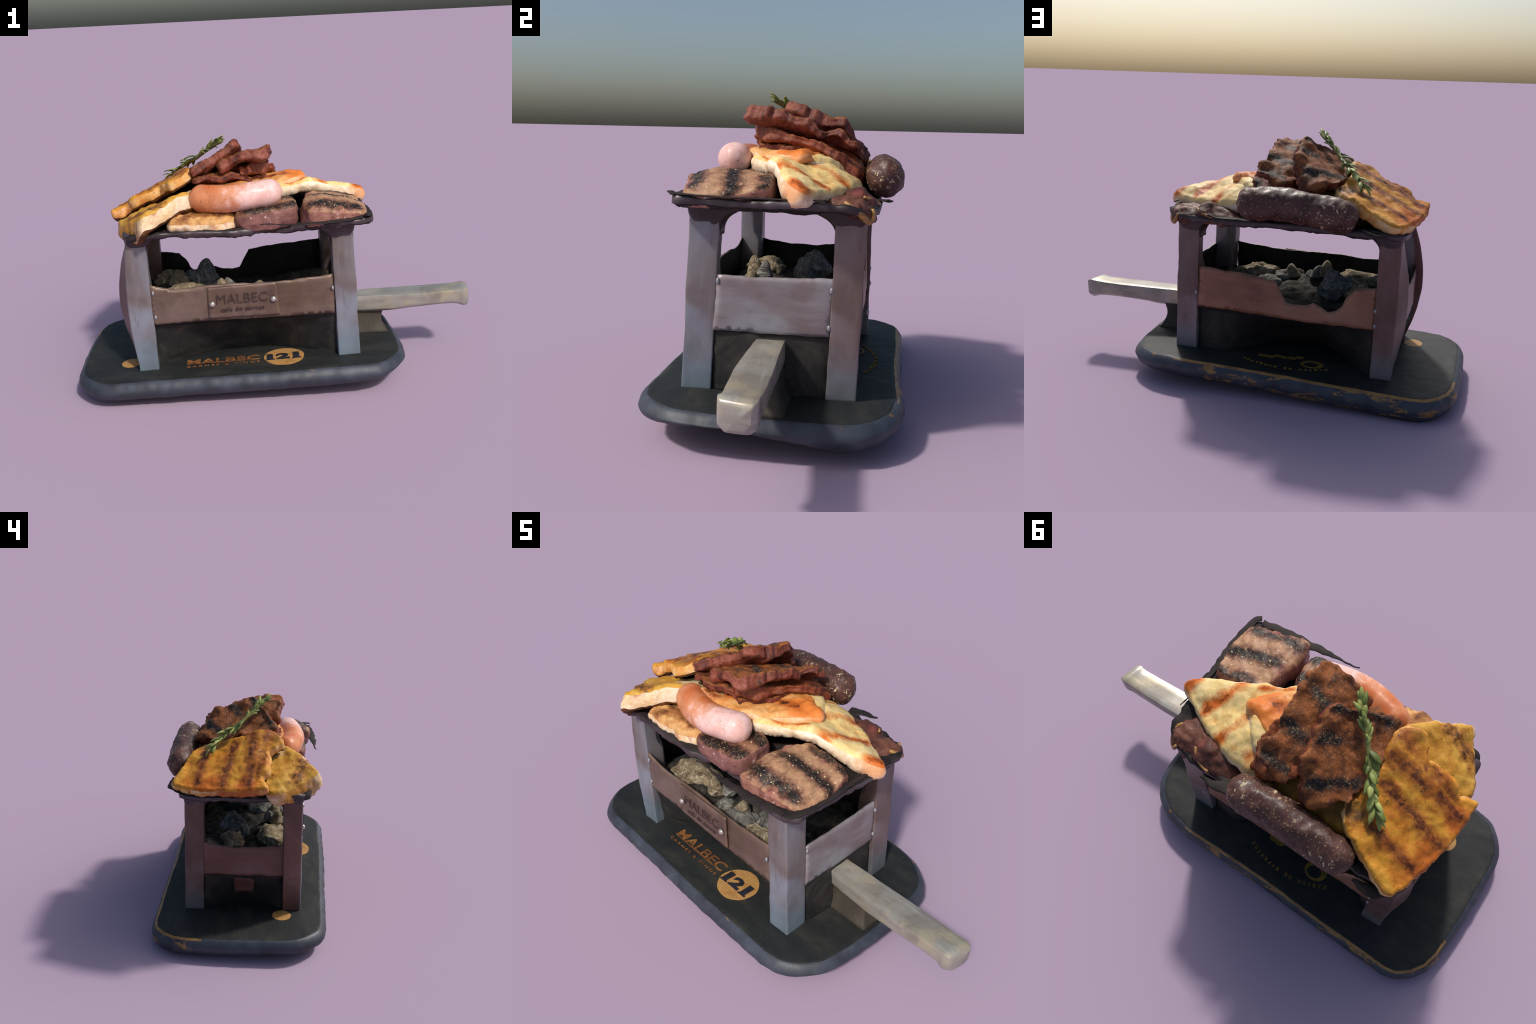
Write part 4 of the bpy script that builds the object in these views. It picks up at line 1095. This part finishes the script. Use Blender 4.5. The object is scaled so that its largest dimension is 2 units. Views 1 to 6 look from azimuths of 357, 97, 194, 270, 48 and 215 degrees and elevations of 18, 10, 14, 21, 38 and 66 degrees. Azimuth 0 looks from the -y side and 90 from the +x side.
# -- sausages
o10 = (-0.18, -0.235, 0.94)
M_white = meat("pale_veal_sausage", [(0.25, (214, 160, 146)), (0.5, (226, 180, 170)), (0.75, (232, 198, 194))], o10, rough=0.42, coat=0.15, scale=9, grain=0.12, bump=0.12,
               patches=[((-0.36, -0.22, 0.95), (204, 128, 80), 0.27, 0.92), ((-0.265, -0.225, 1.0), (188, 88, 34), 0.080, 0.9), ((-0.20, -0.22, 0.99), (212, 142, 98), 0.12, 0.75), ((-0.20, -0.225, 1.0), (200, 104, 46), 0.06, 0.8), ((-0.13, -0.20, 1.0), (210, 124, 70), 0.06, 0.6), ((-0.36, -0.20, 0.97), (190, 96, 44), 0.05, 0.7), ((-0.23, -0.32, 0.94), (192, 92, 50), 0.016, 0.8), ((-0.27, -0.318, 0.93), (192, 92, 50), 0.014, 0.8), ((-0.20, -0.32, 0.90), (210, 130, 84), 0.04, 0.6)],
               speck=((104, 92, 74), 60, 0.67, 0.75))
spn = [(-0.392, -0.172, 0.940), (-0.335, -0.208, 0.937), (-0.25, -0.238, 0.937), (-0.16, -0.248, 0.941), (-0.08, -0.236, 0.946), (0.0, -0.212, 0.951), (0.026, -0.202, 0.952)]
w = tube("white_sausage", spn, capsule(0.445, 0.064), [M_white], rough=((0.003, 8), (0.0006, 40)), seed=3, step=0.006, k=40)
tag(w, "plump pale pink sausage with rusty browning", "sausage")

o11 = (-0.22, 0.36, 0.885)
Mx = Mat("dark_blood_sausage_skin", 0.52, 0.35, 0.05)
_n = Mx.noise(9, 6, 0.65, dist=0.5)
_c = Mx.ramp(_n, [(0.28, lin(46, 29, 27)), (0.5, lin(74, 47, 42)), (0.75, lin(106, 70, 58))])
_fl = Mx.noise(58, 3, 0.55, src=Mx.stretch((1.0, 0.5, 0.8), (0, 0, 0.7)), dist=0.4)
_ar = Mx.noise(5, 3, 0.5)
_c = Mx.mix(Mx.math("MULTIPLY", Mx.step(_fl, 0.61, 0.68), Mx.step(_ar, 0.44, 0.60)), _c, lin(206, 188, 150))
_f2 = Mx.noise(110, 2, 0.5)
_c = Mx.mix(Mx.math("MULTIPLY", Mx.step(_f2, 0.62, 0.68), 0.5), _c, lin(190, 160, 116))
M_black = Mx.done(_c, Mx.noise(40, 5, 0.65), 0.25, 0.004)
spn = [(0.058, 0.352, 0.893), (0.0, 0.352, 0.894), (-0.10, 0.346, 0.896), (-0.2, 0.350, 0.894), (-0.3, 0.357, 0.886), (-0.40, 0.360, 0.869), (-0.468, 0.356, 0.855), (-0.492, 0.352, 0.85)]
w2 = tube("dark_sausage", spn, capsule(0.56, 0.074), [M_black], rough=((0.009, 10), (0.005, 26), (0.0015, 70)), seed=5, step=0.007, k=40)
tag(w2, "fat dark blood sausage with pale flecks", "sausage")

# -- rosemary sprig
Mr = Mat("rosemary_green", 0.5, 0.4)
_oi = Mr.n("ShaderNodeObjectInfo").outputs["Random"]
_c = Mr.ramp(Mr.math("ADD", Mr.math("MULTIPLY", _oi, 0.6), Mr.math("MULTIPLY", Mr.noise(30, 4, 0.6), 0.4)), [(0.15, lin(74, 86, 40)), (0.45, lin(116, 130, 58)), (0.8, lin(166, 172, 96))])
M_ros = Mr.done(_c)
M_stem = plain("rosemary_stem", (112, 112, 62), 0.6, var=0.3, scale=30)
stem_pts = [(-0.232, -0.102, 1.184), (-0.268, -0.058, 1.158), (-0.315, -0.010, 1.120), (-0.362, 0.046, 1.080), (-0.40, 0.095, 1.052), (-0.45, 0.15, 1.012), (-0.498, 0.20, 0.975)]
stem = tube("rosemary_sprig", stem_pts, lambda t: 0.011 - 0.004 * t, [M_stem], k=10, step=0.012, rough=((0.002, 30),), seed=2)
tag(stem, "green rosemary sprig laid across the meat", "rosemary")
# one needle: a thin keeled blade
k = 9
V, F = [], []
for i in range(k):
    t = i / (k - 1)
    wv = 0.0105 * math.sin(math.pi * (0.08 + 0.9 * t)) ** 0.8 + 0.001
    z = 0.010 * math.sin(math.pi * t * 0.9)
    for a in range(6):
        an = 2 * math.pi * a / 6
        V.append((t * 0.070, wv * math.cos(an), z + 0.0035 * math.sin(an)))
F = [(i * 6 + j, i * 6 + (j + 1) % 6, (i + 1) * 6 + (j + 1) % 6, (i + 1) * 6 + j) for i in range(k - 1) for j in range(6)]
F += [tuple(range(5, -1, -1)), tuple(range((k - 1) * 6, k * 6))]
needle = bpy.data.meshes.new("leaf")
needle.from_pydata(V, [], F)
needle.materials.append(M_ros)
needle.polygons.foreach_set("use_smooth", [True] * len(needle.polygons))
SP = resample(catmull(stem_pts, 12), 0.004, False)
NL = 54
for i in range(NL):
    t = (i + R.uniform(-.4, .4)) / NL
    t = min(0.985, max(0.0, t))
    j = min(int(t * (len(SP) - 1)), len(SP) - 2)
    p = Vector(SP[j])
    tang = (Vector(SP[j]) - Vector(SP[j + 1])).normalized()      # towards the upper tip
    flip = -1 if t > 0.42 else 1                                 # most needles sweep down the slope
    side = tang.cross(Vector((-0.35, 0.25, 0.9))).normalized()
    upv = side.cross(tang).normalized()
    an = R.uniform(0, 2 * math.pi)
    rad = (side * math.cos(an) + upv * 0.45 * math.sin(an)).normalized()
    d = (tang * R.uniform(0.75, 1.0) * flip + rad * R.uniform(0.2, 0.62)).normalized()
    if t < 0.12:
        d = (tang * flip * (1 if t > 0.06 else -1) + rad * 0.2).normalized()
    o = bpy.data.objects.new("leaf", needle)
    SCN.objects.link(o)
    o.parent = stem
    o.location = p - stem.location
    o.rotation_mode = "QUATERNION"
    q = d.to_track_quat("X", "Z")
    o.rotation_quaternion = q
    s = R.uniform(0.6, 1.05)
    o.scale = (s, s * R.uniform(0.8, 1.3), s)
bpy.context.view_layer.update()
